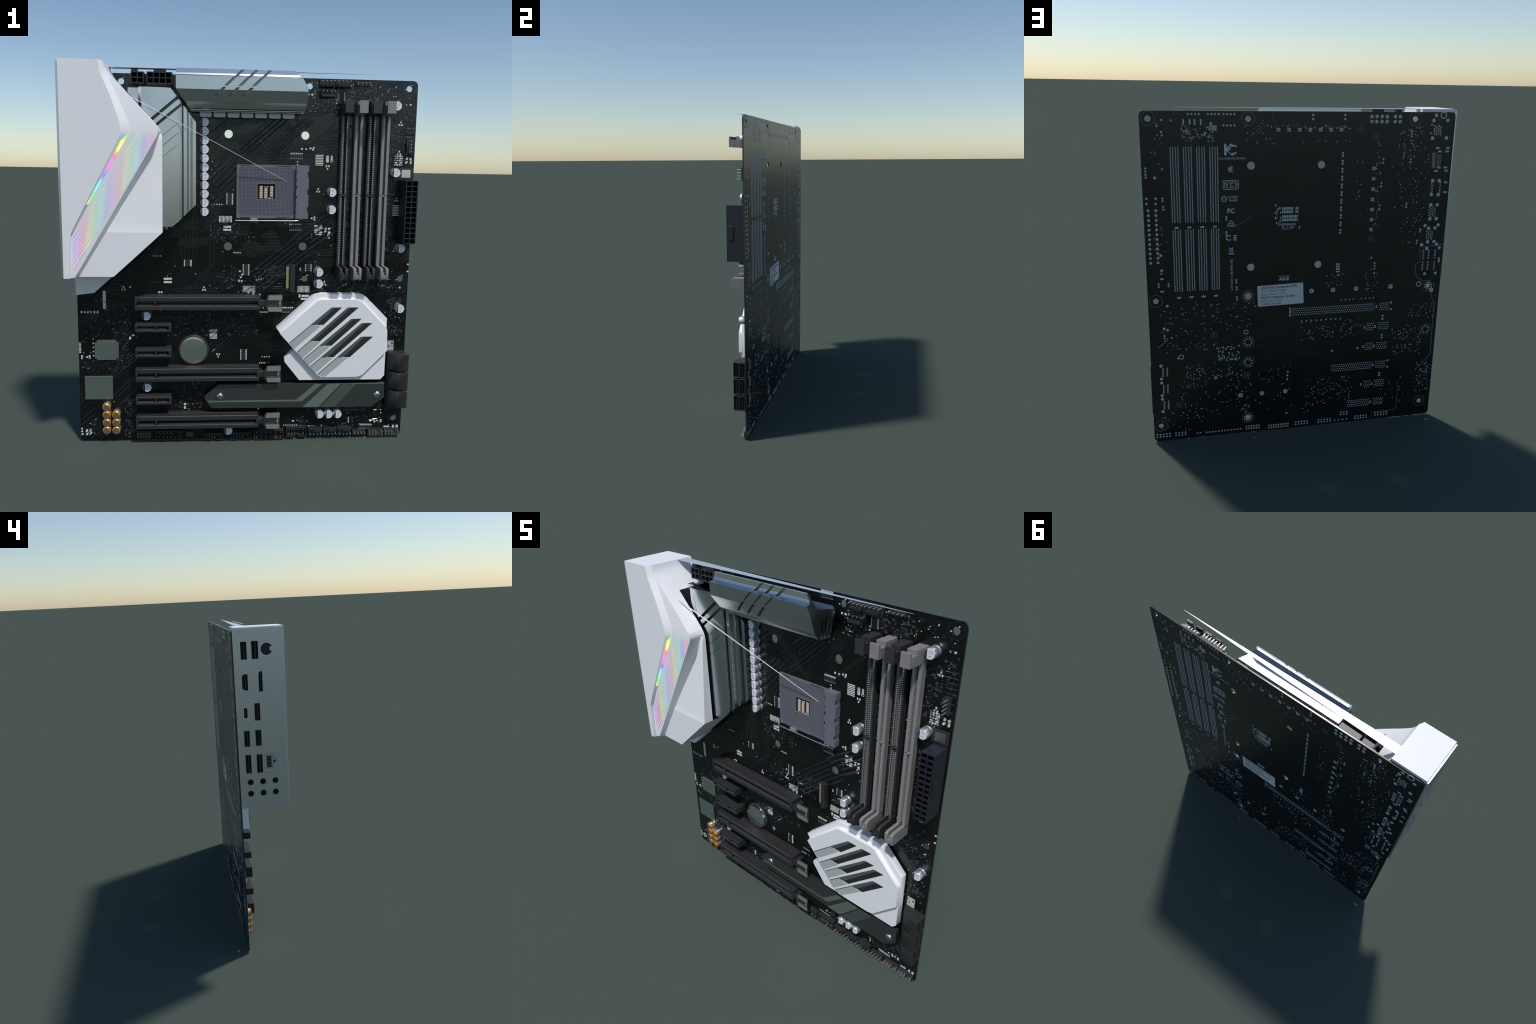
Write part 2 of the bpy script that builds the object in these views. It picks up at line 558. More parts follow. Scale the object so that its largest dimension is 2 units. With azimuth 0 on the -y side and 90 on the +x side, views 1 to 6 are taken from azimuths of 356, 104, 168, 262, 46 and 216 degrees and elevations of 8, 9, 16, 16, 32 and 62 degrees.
run([(-0.345, 1.02), (-0.345, 0.955), (-0.450, 0.850)], 8, 0.013, 0.004, step=(1, -0.02))
run([(-0.171, 1.24), (-0.171, 0.99), (-0.325, 0.842)], 2, -0.022, 0.006, step=(1, 0.4))
bundle((-0.690, 0.640), (-0.607, 0.705), 6, 0.016, 0.006)
bundle((-0.690, 0.540), (-0.600, 0.620), 7, 0.016, 0.007)
bundle((-0.740, 0.390), (-0.605, 0.500), 7, 0.017, 0.007)
bundle((-0.520, 0.575), (-0.455, 0.630), 6, 0.018, 0.006)
bundle((-0.440, 0.450), (-0.385, 0.495), 7, 0.022, 0.007)
bundle((-0.190, 0.510), (-0.080, 0.605), 4, 0.019, 0.007)
bundle((-0.230, 0.590), (-0.160, 0.650), 4, 0.02, 0.006)
bundle((-0.690, 0.220), (-0.605, 0.300), 6, 0.020, 0.007)
bundle((-0.890, 0.100), (-0.800, 0.175), 3, 0.026, 0.007)
bundle((-0.860, 0.025), (-0.790, 0.085), 3, 0.022, 0.007)
bundle((-0.790, 0.012), (-0.720, 0.055), 3, 0.022, 0.006)
bundle((-0.895, 0.210), (-0.860, 0.250), 5, 0.024, 0.006)
bundle((-0.500, 0.300), (-0.440, 0.355), 5, 0.020, 0.006)
bundle((-0.350, 0.330), (-0.300, 0.370), 4, 0.02, 0.005)
bundle((-0.480, 0.205), (-0.430, 0.230), 6, 0.012, 0.005)
bundle((-0.050, 0.470), (0.02, 0.54), 2, 0.05, 0.005)
bundle((0.10, 0.455), (0.15, 0.49), 3, 0.014, 0.005)
bundle((-0.020, 0.445), (0.010, 0.470), 6, 0.016, 0.005)
bundle((0.800, 0.800), (0.890, 0.860), 6, 0.020, 0.005)
bundle((0.720, 0.850), (0.790, 0.905), 6, 0.016, 0.005)
bundle((0.800, 1.540), (0.890, 1.610), 5, 0.018, 0.006)
bundle((-0.868, 0.772), (-0.542, 1.058), 1, 0.02, 0.007, 0.004)
bundle((-0.060, 0.700), (0.06, 0.76), 3, 0.02, 0.006)
for i in range(9):
    z = 0.82 - 0.026 * i
    bundle((0.795 + 0.006 * i, z), (0.822 + 0.006 * i, z + 0.014), 1, 0.01, 0.008)
for i in range(8):
    bundle((0.84, 1.80 - 0.022 * i), (0.89, 1.80 - 0.022 * i), 1, 0.01, 0.006)
# silkscreen-like frames and short bits scattered where the board is busy
for (x0, x1, z0, z1, n) in ((0.33, 0.66, 1.80, 1.93, 90), (0.66, 0.88, 1.86, 1.96, 40), (0.76, 0.89, 1.60, 1.84, 55),
                            (-0.39, 0.07, 0.62, 0.755, 80), (-0.88, -0.62, 0.58, 0.80, 70), (0.10, 0.22, 0.86, 0.99, 45),
                            (0.40, 0.80, 0.865, 0.925, 50), (-0.66, -0.60, 0.02, 0.23, 30), (-0.38, -0.2, 0.16, 0.36, 55),
                            (0.62, 0.85, 0.09, 0.19, 16), (0.23, 0.40, 0.07, 0.19, 25), (-0.20, 0.05, 1.13, 1.23, 30),
                            (-0.17, -0.02, 0.85, 0.95, 35), (-0.62, -0.38, 0.85, 1.10, 40), (0.46, 0.76, 1.02, 1.8, 60),
                            (0.76, 0.83, 1.05, 1.5, 30), (-0.85, -0.62, 0.40, 0.58, 40)):
    for _ in range(n):
        x = rnd.uniform(x0, x1); z = rnd.uniform(z0, z1)
        a = rnd.choice((0, 0, 0, math.pi / 2, math.pi / 4))
        l = rnd.uniform(0.006, 0.026)
        if near_hole(x, z, 0.01) or near_hole(x + l * math.cos(a), z + l * math.sin(a), 0.004):
            continue
        T.strip([(x, z), (x + l * math.cos(a), z + l * math.sin(a))], rnd.uniform(0.003, 0.006), YF - rnd.uniform(0.0008, 0.0016), YF + 0.0005, slope=True)
T.obj("copper_run", board, ["trace"], stuff=True)

# solder pads, tiny parts and bare copper on the component side
S = Part()     # bright tinned pads
C = Part()     # dark tiny chips


def pad(x, z, w=0.010, h=0.010, d=0.0012):
    if near_hole(x, z, max(w, h) / 2):
        return
    S.prism(rounded(rect(x - w / 2, x + w / 2, z - h / 2, z + h / 2), min(w, h) * 0.3, 2), YF - d, YF + 0.0005)


def pads_row(x0, z0, x1, z1, n, w=0.0065, h=0.0065):
    for i in range(n):
        t = i / max(1, n - 1)
        pad(x0 + (x1 - x0) * t, z0 + (z1 - z0) * t, w, h)


def barcode(x0, x1, z0, z1, n, vertical=False, gap=0.45):
    for i in range(n):
        if vertical:
            a = x0 + (x1 - x0) * i / n
            pad((a + (x1 - x0) / n * (1 - gap) / 2), (z0 + z1) / 2, (x1 - x0) / n * (1 - gap), z1 - z0)
        else:
            a = z0 + (z1 - z0) * i / n
            pad((x0 + x1) / 2, (a + (z1 - z0) / n * (1 - gap) / 2), x1 - x0, (z1 - z0) / n * (1 - gap))


def trio(x, z, s=0.011, up=True):
    k = 1 if up else -1
    pad(x - s * 0.65, z - s * 0.6 * k, s * 0.75, s); pad(x + s * 0.65, z - s * 0.6 * k, s * 0.75, s)
    pad(x, z + s * 0.8 * k, s * 0.75, s)


barcode(0.366, 0.409, 1.533, 1.593, 7)
barcode(0.798, 0.833, 1.268, 1.330, 7)
barcode(0.798, 0.842, 0.509, 0.568, 8)
barcode(0.288, 0.356, 0.842, 0.878, 10, True)
barcode(-0.013, 0.057, 0.842, 0.878, 11, True)
barcode(-0.145, -0.073, 1.224, 1.258, 10, True)
barcode(-0.193, -0.152, 0.582, 0.639, 8)
barcode(-0.899, -0.887, 0.506, 0.567, 8)
barcode(0.366, 0.412, 0.044, 0.073, 3)
for i in range(5):
    for j in range(2):
        pad(0.380 + j * 0.024 + 0.002 * (i % 2), 1.163 + i * 0.0115, 0.020, 0.0075)
        pad(0.806 + j * 0.024 + 0.002 * (i % 2), 1.543 + i * 0.0115, 0.020, 0.0075)
for x, z in ((0.432, 1.197), (0.453, 1.192), (0.433, 1.177), (0.453, 1.173), (0.863, 1.577), (0.885, 1.573), (0.862, 1.557), (0.884, 1.556)):
    pad(x, z, 0.014, 0.015)
for x, z, w, h in ((0.431, 1.568, 0.015, 0.037), (0.454, 1.570, 0.011, 0.034), (0.454, 1.555, 0.016, 0.008),
                   (0.332, 0.822, 0.045, 0.011), (0.330, 0.805, 0.045, 0.011), (-0.101, 1.200, 0.043, 0.011), (-0.101, 1.184, 0.043, 0.011),
                   (-0.419, 0.916, 0.044, 0.011), (-0.419, 0.898, 0.044, 0.011), (-0.624, 0.586, 0.012, 0.017), (-0.607, 0.604, 0.016, 0.011),
                   (0.862, 0.054, 0.013, 0.022), (0.884, 0.054, 0.013, 0.022), (0.823, 0.056, 0.034, 0.008),
                   (0.4445, 0.055, 0.010, 0.035), (-0.328, 0.206, 0.012, 0.014), (-0.328, 0.186, 0.012, 0.014),
                   (0.066, 0.385, 0.009, 0.026), (0.083, 0.392, 0.009, 0.030), (0.083, 0.195, 0.012, 0.05),
                   (-0.758, 0.80, 0.016, 0.10), (-0.622, 1.93, 0.016, 0.10), (0.020, 0.838, 0.012, 0.006)):
    pad(x, z, w, h)
for x in (-0.88, -0.862, -0.847, -0.83, -0.812, -0.795):
    pad(x, 0.733, 0.011, 0.012)
for x, z, up in ((0.386, 1.400, True), (0.433, 1.524, False), (0.82, 1.605, True), (0.818, 1.355, True), (-0.224, 0.861, True),
                 (-0.145, 0.487, False), (-0.655, 0.863, True), (0.822, 1.76, True), (0.435, 0.890, True), (0.447, 1.150, True)):
    trio(x, z, 0.010, up)
for r in ((-0.064, 1.060, -0.030, 1.060, 4), (-0.494, 1.040, -0.456, 1.040, 4), (-0.169, 1.319, -0.130, 1.319, 4),
          (0.100, 0.476, 0.138, 0.476, 4), (0.229, 0.073, 0.302, 0.073, 7), (0.664, 0.072, 0.733, 0.070, 7), (0.664, 0.047, 0.720, 0.047, 6),
          (0.206, 0.756, 0.262, 0.756, 6), (0.206, 0.731, 0.262, 0.731, 6), (0.085, 0.731, 0.125, 0.731, 5), (0.085, 0.755, 0.1, 0.755, 2),
          (0.086, 0.441, 0.115, 0.441, 4), (-0.822, 0.582, -0.822, 0.490, 5), (0.655, 1.31, 0.655, 1.38, 5), (0.060, 0.91, 0.10, 0.918, 4),
          (0.245, 0.018, 0.245, 0.030, 2), (0.600, 0.115, 0.600, 0.085, 4), (0.3, 0.965, 0.3, 0.975, 2), (0.27, 1.55, 0.27, 1.535, 2)):
    pads_row(*r)
for x, z in ((0.292, 1.618), (0.315, 1.618), (0.338, 1.622), (0.352, 1.615), (0.355, 1.625), (-0.62, 0.87), (-0.884, 0.488), (-0.884, 0.476),
             (-0.857, 0.482), (-0.843, 0.488), (-0.843, 0.476), (-0.030, 0.958), (-0.018, 0.940), (-0.025, 0.925), (-0.035, 0.905), (-0.020, 0.905),
             (0.727, 0.091), (0.75, 0.096), (0.752, 0.085), (0.768, 0.092), (0.788, 0.096), (0.788, 0.086), (0.282, 0.098), (0.333, 0.103), (0.333, 0.092),
             (-0.466, 0.842), (-0.452, 0.842), (0.045, 0.836), (0.080, 0.829), (0.54, 0.88), (0.555, 0.887), (0.32, 1.90), (0.34, 1.90),
             (0.47, 1.86), (0.47, 1.875), (0.43, 1.90), (0.90, 1.0), (0.9, 0.96), (0.86, 0.87), (0.845, 0.70), (0.87, 1.86), (0.3, 1.245), (0.32, 1.25),
             (0.355, 1.25), (0.37, 1.255), (0.37, 1.243), (0.45, 1.38), (0.82, 1.09), (0.815, 1.073), (0.845, 1.20), (0.30, 0.827), (0.30, 0.817)):
    pad(x, z, 0.010, 0.009)
pad(-0.894, 0.072, 0.010, 0.009); pad(-0.894, 0.056, 0.010, 0.009); pad(-0.892, 0.040, 0.011, 0.010)
for x, z in ((-0.868, 0.060), (-0.848, 0.062), (-0.866, 0.042), (-0.846, 0.044)):
    S.prism([(x - 0.008, z - 0.010), (x + 0.004, z - 0.006), (x + 0.008, z + 0.010), (x - 0.004, z + 0.006)], YF - 0.0012, YF)
# tiny bright vias sprinkled near the bundles
for _ in range(170):
    pad(rnd.uniform(-0.88, 0.89), rnd.uniform(0.03, 1.97), 0.0042, 0.0042, 0.0009)
for _ in range(70):
    pad(rnd.uniform(0.33, 0.88), rnd.uniform(1.80, 1.96), 0.005, 0.004, 0.0009)
S.obj("solder_pad", board, ["pad"], stuff=True)

for (x0, x1, z0, z1, n) in ((0.33, 0.70, 1.80, 1.96, 130), (0.76, 0.89, 1.55, 1.85, 60), (-0.39, 0.07, 0.60, 0.755, 90),
                            (-0.88, -0.62, 0.40, 0.80, 90), (0.40, 0.80, 0.86, 0.94, 45), (-0.38, -0.2, 0.17, 0.36, 45),
                            (0.56, 0.85, 0.06, 0.19, 60), (0.78, 0.89, 0.52, 0.88, 60), (-0.2, 0.06, 1.12, 1.24, 45),
                            (-0.12, 0.22, 0.85, 0.99, 50), (-0.66, -0.60, 0.02, 0.25, 35), (0.61, 0.65, 1.05, 1.75, 60), (0.53, 0.565, 1.05, 1.75, 40),
                            (0.765, 0.80, 1.02, 1.5, 45)):
    for _ in range(n):
        x = rnd.uniform(x0, x1); z = rnd.uniform(z0, z1)
        a, b = rnd.choice(((0.009, 0.005), (0.005, 0.009), (0.006, 0.006), (0.012, 0.008)))
        if near_hole(x, z, 0.007):
            continue
        C.box(x - a / 2, x + a / 2, YF - 0.003, YF + 0.0005, z - b / 2, z + b / 2)
C.obj("tiny_chip_part", board, ["dot"], stuff=True)


# surface chips with legs
def ic_chip(x0, x1, z0, z1, side, n, h=0.007):
    p = Part()
    p.box(x0, x1, YF - h, YF + 0.0005, z0, z1, 0)
    for i in range(n):
        t = (i + 0.5) / n
        if side == "x":
            z = z0 + (z1 - z0) * t
            for sx, e in ((x0, -1), (x1, 1)):
                p.box(min(sx, sx + e * 0.007), max(sx, sx + e * 0.007), YF - 0.003, YF + 0.0005, z - 0.0030, z + 0.0030, 1)
        else:
            x = x0 + (x1 - x0) * t
            for sz, e in ((z0, -1), (z1, 1)):
                p.box(x - 0.0030, x + 0.0030, YF - 0.003, YF + 0.0005, min(sz, sz + e * 0.007), max(sz, sz + e * 0.007), 1)
    return p.obj("surface_chip", root, ["ic", "pad"])


ic_chip(0.229, 0.298, 1.571, 1.590, "z", 7)
ic_chip(-0.100, -0.078, 1.318, 1.379, "x", 7)
ic_chip(0.232, 0.300, 1.189, 1.213, "z", 7)
ic_chip(-0.008, 0.014, 0.936, 0.998, "x", 7)
ic_chip(0.333, 0.355, 0.958, 0.999, "x", 4)
ic_chip(-0.016, 0.006, 0.460, 0.520, "x", 7)
ic_chip(0.205, 0.265, 0.735, 0.752, "z", 6)
ic_chip(0.662, 0.735, 0.052, 0.066, "z", 7)
ic_chip(0.483, 0.507, 1.872, 1.915, "x", 6)
ic_chip(0.20, 0.27, 1.955, 1.975, "z", 7)
ic_chip(-0.325, -0.298, 0.985, 1.02, "x", 6)

# ------------------------------------------------------------------ solder side
B = Part()          # solder joints
yb0, yb1 = YB - 0.0005, YB + 0.0009


def joint(x, z, r=0.0042, n=8):
    if near_hole(x, z, r - 0.006):
        return
    B.cyl(x, z, [(r, yb0), (r, YB + 0.0004), (r * 0.6, yb1)], n)


def blob(x, z, w, h):
    B.prism(rounded(rect(x - w / 2, x + w / 2, z - h / 2, z + h / 2), min(w, h) * 0.45, 3), yb0, yb1)


def sq(x, z, s=0.008):
    blob(x, z, s, s)


for c in (0.7285, 0.6575, 0.5865, 0.515):            # memory slots: four pin columns each
    for k, dx in enumerate((0.0205, 0.0075, -0.0075, -0.0205)):
        off = 0.004 if k % 2 == 0 else 0.0
        z = 1.792 - off
        while z > 1.376:
            joint(c + dx, z, 0.0036, 7); z -= 0.00885
        z = 1.334 - off
        while z > 0.970:
            joint(c + dx, z, 0.0036, 7); z -= 0.00885
    blob(c, 1.347, 0.024, 0.010)
    blob(c, 0.932, 0.024, 0.011)
for i in range(12):                                   # main power plug
    z = 1.448 - i * (0.300 / 11)
    joint(0.879, z, 0.0082, 10); joint(0.838, z, 0.0082, 10)
for x, z in ((0.885, 1.515), (0.836, 1.515), (0.886, 1.486), (0.837, 1.486)):
    joint(x, z, 0.007)
for i in range(4):
    joint(0.884, 1.680 - i * 0.0165, 0.006)
for x, z in ((0.836, 1.628), (0.822, 1.19), (0.820, 1.10), (0.797, 0.885), (0.82, 0.745), (0.80, 0.735)):
    joint(x, z, 0.0085, 10)
for x, z in ((0.795, 1.675), (0.790, 1.855), (0.793, 1.872), (0.80, 1.515), (0.80, 1.50), (0.797, 1.468), (0.797, 1.452), (0.822, 1.082), (0.84, 1.02), (0.785, 1.02), (0.84, 1.005), (0.785, 1.005),
             (0.82, 0.70), (0.82, 0.685), (0.778, 0.685), (0.747, 0.55), (0.79, 1.935), (0.74, 1.932), (0.815, 1.905)):
    sq(x, z, 0.011)
blob(0.822, 1.05, 0.022, 0.009); blob(0.822, 0.975, 0.022, 0.009); blob(0.832, 0.92, 0.001, 0.001)
for i in range(4):
    joint(0.650 - i * 0.0195, 1.966, 0.006); joint(0.543 - i * 0.0195, 1.966, 0.006)
    joint(0.459 - i * 0.0195, 1.966, 0.006); joint(0.459 - i * 0.0195, 1.907, 0.006)
for i in range(4):
    blob((0.675, 0.641, 0.615, 0.582)[i], 1.925, 0.008, 0.032)
barc = [(0.500 + 0.006 * i, 1.893) for i in range(7)]
for x, z in barc:
    blob(x, z, 0.0045, 0.030)
blob(0.528, 1.915, 0.012, 0.02)
for _ in range(75):
    sq(rnd.uniform(0.505, 0.69), rnd.uniform(1.822, 1.905), rnd.uniform(0.004, 0.009))
# expansion slots
for x0, x1, z, ends in ((-0.566, -0.500, 0.7985, 0), (-0.4685, 0.058, 0.7985, 1), (-0.571, -0.500, 0.667, 0), (-0.472, -0.425, 0.667, 0),
                        (-0.569, -0.500, 0.532, 0), (-0.474, -0.424, 0.532, 0), (-0.568, -0.500, 0.399, 0), (-0.474, -0.202, 0.399, 0),
                        (-0.568, -0.500, 0.266, 0), (-0.472, -0.426, 0.266, 0), (-0.568, -0.500, 0.133, 0), (-0.474, -0.322, 0.133, 0)):
    for r, dz in enumerate((0.0205, 0.0075, -0.0075, -0.0205)):
        x = x0 + (0.0065 if r % 2 else 0)
        while x <= x1:
            joint(x, z + dz, 0.0038, 7); x += 0.0133
for z in (0.7985, 0.666, 0.532, 0.399, 0.266, 0.133):
    blob(-0.484, z, 0.009, 0.020)
for z in (0.664, 0.532, 0.266):
    blob(-0.413, z, 0.009, 0.018)
for x, z in ((0.069, 0.822), (0.069, 0.777), (-0.582, 0.821), (-0.582, 0.776), (-0.586, 0.423), (-0.585, 0.376)):
    joint(x, z, 0.007, 10)
blob(0.068, 0.80, 0.010, 0.022)
for x, z in ((-0.53, 0.735), (-0.53, 0.713), (-0.533, 0.605), (-0.533, 0.585), (-0.533, 0.337), (-0.533, 0.32), (-0.375, 0.525), (-0.208, 0.52), (0.075, 0.40), (0.077, 0.375), (0.078, 0.35), (0.078, 0.11)):
    joint(x, z, 0.007, 10)
# rows of squares under the voltage regulators
for i in range(8):
    t = i / 7
    for dx, dz in ((-0.0055, 0.0055), (0.0055, 0.0055), (-0.0055, -0.0055), (0.0055, -0.0055)):
        if i < 7:
            blob(-0.415 - 0.004 * t + dx, 1.663 - 0.061 * i + dz, 0.010, 0.010)
        blob(0.156 - 0.0605 * i + dx, 1.884 + dz, 0.010, 0.010) if i < 7 else None
for i in range(11):
    z = 1.753 - i * 0.0452
    joint(-0.2225 - 0.0004 * i, z, 0.0068, 9); sq(-0.2225 - 0.0004 * i, z - 0.0165, 0.012)
for i in range(4):
    joint(-0.384 - i * 0.031, 1.957, 0.0105, 12); (sq(-0.385, 1.929, 0.019) if i == 0 else joint(-0.384 - i * 0.031, 1.929, 0.0105, 12))
for i in range(2):
    joint(-0.526 - i * 0.030, 1.957, 0.0105, 12); (sq(-0.526, 1.929, 0.019) if i == 0 else joint(-0.556, 1.929, 0.0105, 12))
for x, z in ((-0.04, 1.965), (-0.226, 1.965)):
    joint(x, z, 0.007); sq(x, z - 0.023, 0.013)
# rear connectors
for x, z, r in ((-0.778, 1.965, .011), (-0.765, 1.936, .011), (-0.853, 1.936, .011), (-0.766, 1.834, .0115), (-0.854, 1.835, .0115),
                (-0.79, 1.584, .0115), (-0.833, 1.583, .0115), (-0.79, 1.5, .0115), (-0.834, 1.499, .0115), (-0.792, 1.437, .0115), (-0.834, 1.436, .0115),
                (-0.793, 1.35, .0115), (-0.835, 1.35, .0115), (-0.766, 1.309, .011), (-0.852, 1.31, .011), (-0.791, 1.291, .011), (-0.832, 1.292, .011),
                (-0.792, 1.206, .0115), (-0.754, 1.188, .0115), (-0.834, 1.206, .011), (-0.853, 1.188, .011), (-0.874, 1.164, .0105), (-0.79, 1.163, .011),
                (-0.755, 1.911, .006), (-0.752, 1.863, .006), (-0.79, 1.00, .010), (-0.863, 1.00, .010)):
    joint(x, z, r, 12)
for x, z in ((-0.804, 1.777), (-0.869, 1.777), (-0.820, 1.757), (-0.866, 1.757), (-0.822, 1.662), (-0.864, 1.662), (-0.806, 1.642), (-0.872, 1.643), (-0.875, 1.573), (-0.877, 1.513)):
    blob(x, z, 0.024, 0.011)
for i in range(10):
    for j in range(3):
        joint(-0.777 - 0.007 * j - 0.0003 * i, 1.748 - 0.0092 * i - (0.004 if j == 1 else 0), 0.0032, 6)
        if i < 7:
            joint(-0.808 - 0.010 * j, 1.738 - 0.0115 * i - (0.005 if j == 1 else 0), 0.0033, 6)
for i in range(4):
    for j in range(4):
        joint(-0.774 - 0.0135 * i, 1.905 - 0.0145 * j - 0.007 * (i % 2), 0.0052, 7)
        joint(-0.784 - 0.0125 * i, 1.422 - 0.016 * j - 0.008 * (i % 2), 0.0046, 7)
        joint(-0.781 - 0.0120 * i, 1.273 - 0.0145 * j - 0.007 * (i % 2), 0.0044, 7)
for j in range(7):
    joint(-0.785 - 0.009 * (j % 2), 1.565 - 0.0085 * j, 0.0043, 7)
    joint(-0.843 + 0.003 * (j % 2), 1.572 - 0.0095 * j, 0.0040, 7)
for x in (-0.771, -0.806, -0.848):
    for j in range(4):
        joint(x, 1.148 - 0.0155 * j, 0.0055, 7); joint(x, 1.075 - 0.0155 * j, 0.0055, 7)
blob(-0.878, 1.085, 0.012, 0.034)
for x, z in ((-0.735, 1.287), (-0.735, 1.272), (-0.72, 1.20), (-0.72, 1.217), (-0.47, 1.715), (-0.47, 1.695), (-0.467, 1.577), (-0.467, 1.557), (-0.464, 1.443), (-0.464, 1.42), (-0.64, 1.715), (-0.64, 1.698),
             (-0.633, 1.445), (-0.633, 1.428), (-0.635, 1.875), (-0.635, 1.86), (-0.635, 1.845), (-0.215, 1.09), (-0.228, 1.09), (-0.215, 1.075), (-0.228, 1.075), (-0.216, 1.06), (-0.229, 1.06), (-0.216, 1.043), (-0.229, 1.043),
             (-0.225, 1.020), (-0.455, 1.085), (-0.455, 1.068), (-0.456, 1.05), (-0.456, 1.02), (-0.43, 1.120), (0.45, 1.40), (0.45, 1.385), (0.45, 1.312), (0.45, 1.297), (0.395, 1.022), (0.395, 1.007), (0.393, 0.978), (0.393, 0.963), (0.391, 0.915), (0.391, 0.90)):
    joint(x, z, 0.0062, 8)
for k in range(4):
    sq(-0.253 - 0.026 * k, 0.858, 0.0085); sq(-0.383 - 0.026 * k, 0.859, 0.0085)
for z in (0.735, 0.735):
    pass
for i in range(9):
    sq(-0.005 - 0.031 * i, 0.735, 0.010)
# bottom headers
for x0, x1, z, n, rows in ((0.888, 0.812, 0.046, 5, 2), (0.775, 0.717, 0.046, 4, 2), (0.644, 0.626, 0.030, 2, 1), (0.588, 0.530, 0.029, 4, 1), (0.510, 0.452, 0.029, 4, 1), (0.430, 0.372, 0.029, 4, 1),
                           (0.335, 0.256, 0.042, 6, 2), (0.190, 0.067, 0.033, 9, 2), (0.016, -0.061, 0.037, 5, 2), (-0.136, -0.215, 0.036, 5, 2), (-0.286, -0.327, 0.076, 3, 2), (-0.246, -0.327, 0.022, 4, 1), (-0.386, -0.460, 0.036, 5, 2), (-0.522, -0.604, 0.046, 5, 2)):
    for i in range(n):
        x = x0 + (x1 - x0) * i / (n - 1)
        joint(x, z, 0.0058, 8)
        if rows == 2:
            joint(x, z - 0.0165, 0.0058, 8)
# drive sockets
for zt in (0.508, 0.397, 0.288):
    joint(0.848, zt, 0.010, 10); joint(0.848, zt - 0.085, 0.010, 10)
    for i in range(9):
        blob(0.837 + 0.0002 * i, zt - 0.016 - 0.0066 * i, 0.009, 0.0045)
        blob(0.812 + 0.0002 * i, zt - 0.016 - 0.0066 * i, 0.009, 0.0045)
# capacitors under the processor
for i, (n, z) in enumerate(((7, 1.440), (7, 1.420), (10, 1.393), (10, 1.373))):
    for k in range(n):
        blob(0.124 - 0.0095 * k, z, 0.0075, 0.017)
    if n == 7:
        blob(0.045, z, 0.008, 0.016); blob(0.035, z, 0.008, 0.016)
for k in range(8):
    blob(0.132 - 0.0115 * k, 1.346, 0.006, 0.015)
for _ in range(22):
    blob(rnd.uniform(0.02, 0.13), rnd.uniform(1.318, 1.332), 0.006, 0.010)
for _ in range(18):
    blob(rnd.uniform(0.135, 0.17), rnd.uniform(1.34, 1.462), 0.006, rnd.uniform(0.008, 0.016))
# parts under the chipset
for _ in range(55):
    a, b = rnd.choice(((0.011, 0.006), (0.006, 0.011), (0.009, 0.009)))
    blob(rnd.uniform(0.375, 0.515), rnd.uniform(0.51, 0.605), a, b)
# scattered vias by region
for x0, x1, z0, z1, n in ((-0.70, -0.56, 1.72, 1.90, 60), (-0.46, -0.43, 1.29, 1.82, 46), (-0.76, -0.60, 1.15, 1.78, 75), (-0.60, -0.52, 1.40, 1.72, 14),
                          (0.18, 0.36, 1.80, 1.95, 22), (-0.27, 0.20, 1.89, 1.91, 40), (-0.27, 0.16, 1.81, 1.83, 9), (-0.35, -0.31, 1.30, 1.75, 14),
                          (0.52, 0.86, 0.58, 0.90, 85), (0.28, 0.55, 0.72, 0.88, 45), (0.30, 0.74, 0.14, 0.50, 150), (0.40, 0.70, 0.40, 0.48, 45), (-0.40, 0.0, 0.60, 0.73, 70),
                          (-0.80, -0.60, 0.45, 0.66, 80), (-0.88, -0.70, 0.70, 0.80, 30), (-0.88, -0.78, 0.18, 0.40, 75), (-0.35, -0.05, 0.15, 0.34, 85), (0.05, 0.28, 0.20, 0.45, 30), (-0.75, -0.55, 0.10, 0.30, 18),
                          (0.60, 0.87, 0.06, 0.20, 25), (-0.48, -0.40, 0.90, 1.05, 22), (-0.15, 0.2, 0.05, 0.3, 18), (-0.30, -0.15, 0.95, 1.05, 12), (0.77, 0.86, 1.15, 1.35, 16), (0.78, 0.87, 1.68, 1.95, 12), (-0.9, -0.84, 0.22, 0.4, 12)):
    for _ in range(int(n * 0.85)):
        joint(rnd.uniform(x0, x1), rnd.uniform(z0, z1), rnd.uniform(0.0027, 0.0040), 6)
for x, z, r in ((0.338, 0.689, 0.015), (0.728, 0.557, 0.016), (-0.756, 0.934, 0.0175), (-0.824, 1.966, 0.0205)):
    B.annulus(x, z, r * 0.68, r, yb0, yb1, 24)
for x, z in ((-0.062, 0.928), (-0.197, 0.927), (-0.345, 0.926), (-0.569, 0.927), (0.373, 0.267), (0.238, 0.267), (0.088, 0.267), (0.525, 0.401), (-0.845, 0.889)):
    B.annulus(x, z, 0.0045, 0.0145 if x != 0.525 else 0.010, yb0, yb1, 18)
for x, z in ((0.325, 0.623), (0.325, 0.489), (-0.828, 0.622), (0.326, 0.918), (0.326, 0.106), (-0.822, 0.919)):
    for k in range(8):
        a = math.pi / 4 * (k + 0.5)
        joint(x + 0.0225 * math.cos(a), z + 0.0225 * math.sin(a), 0.0055, 8)
B.obj("solder_joint", board, ["pad_back"], stuff=True)

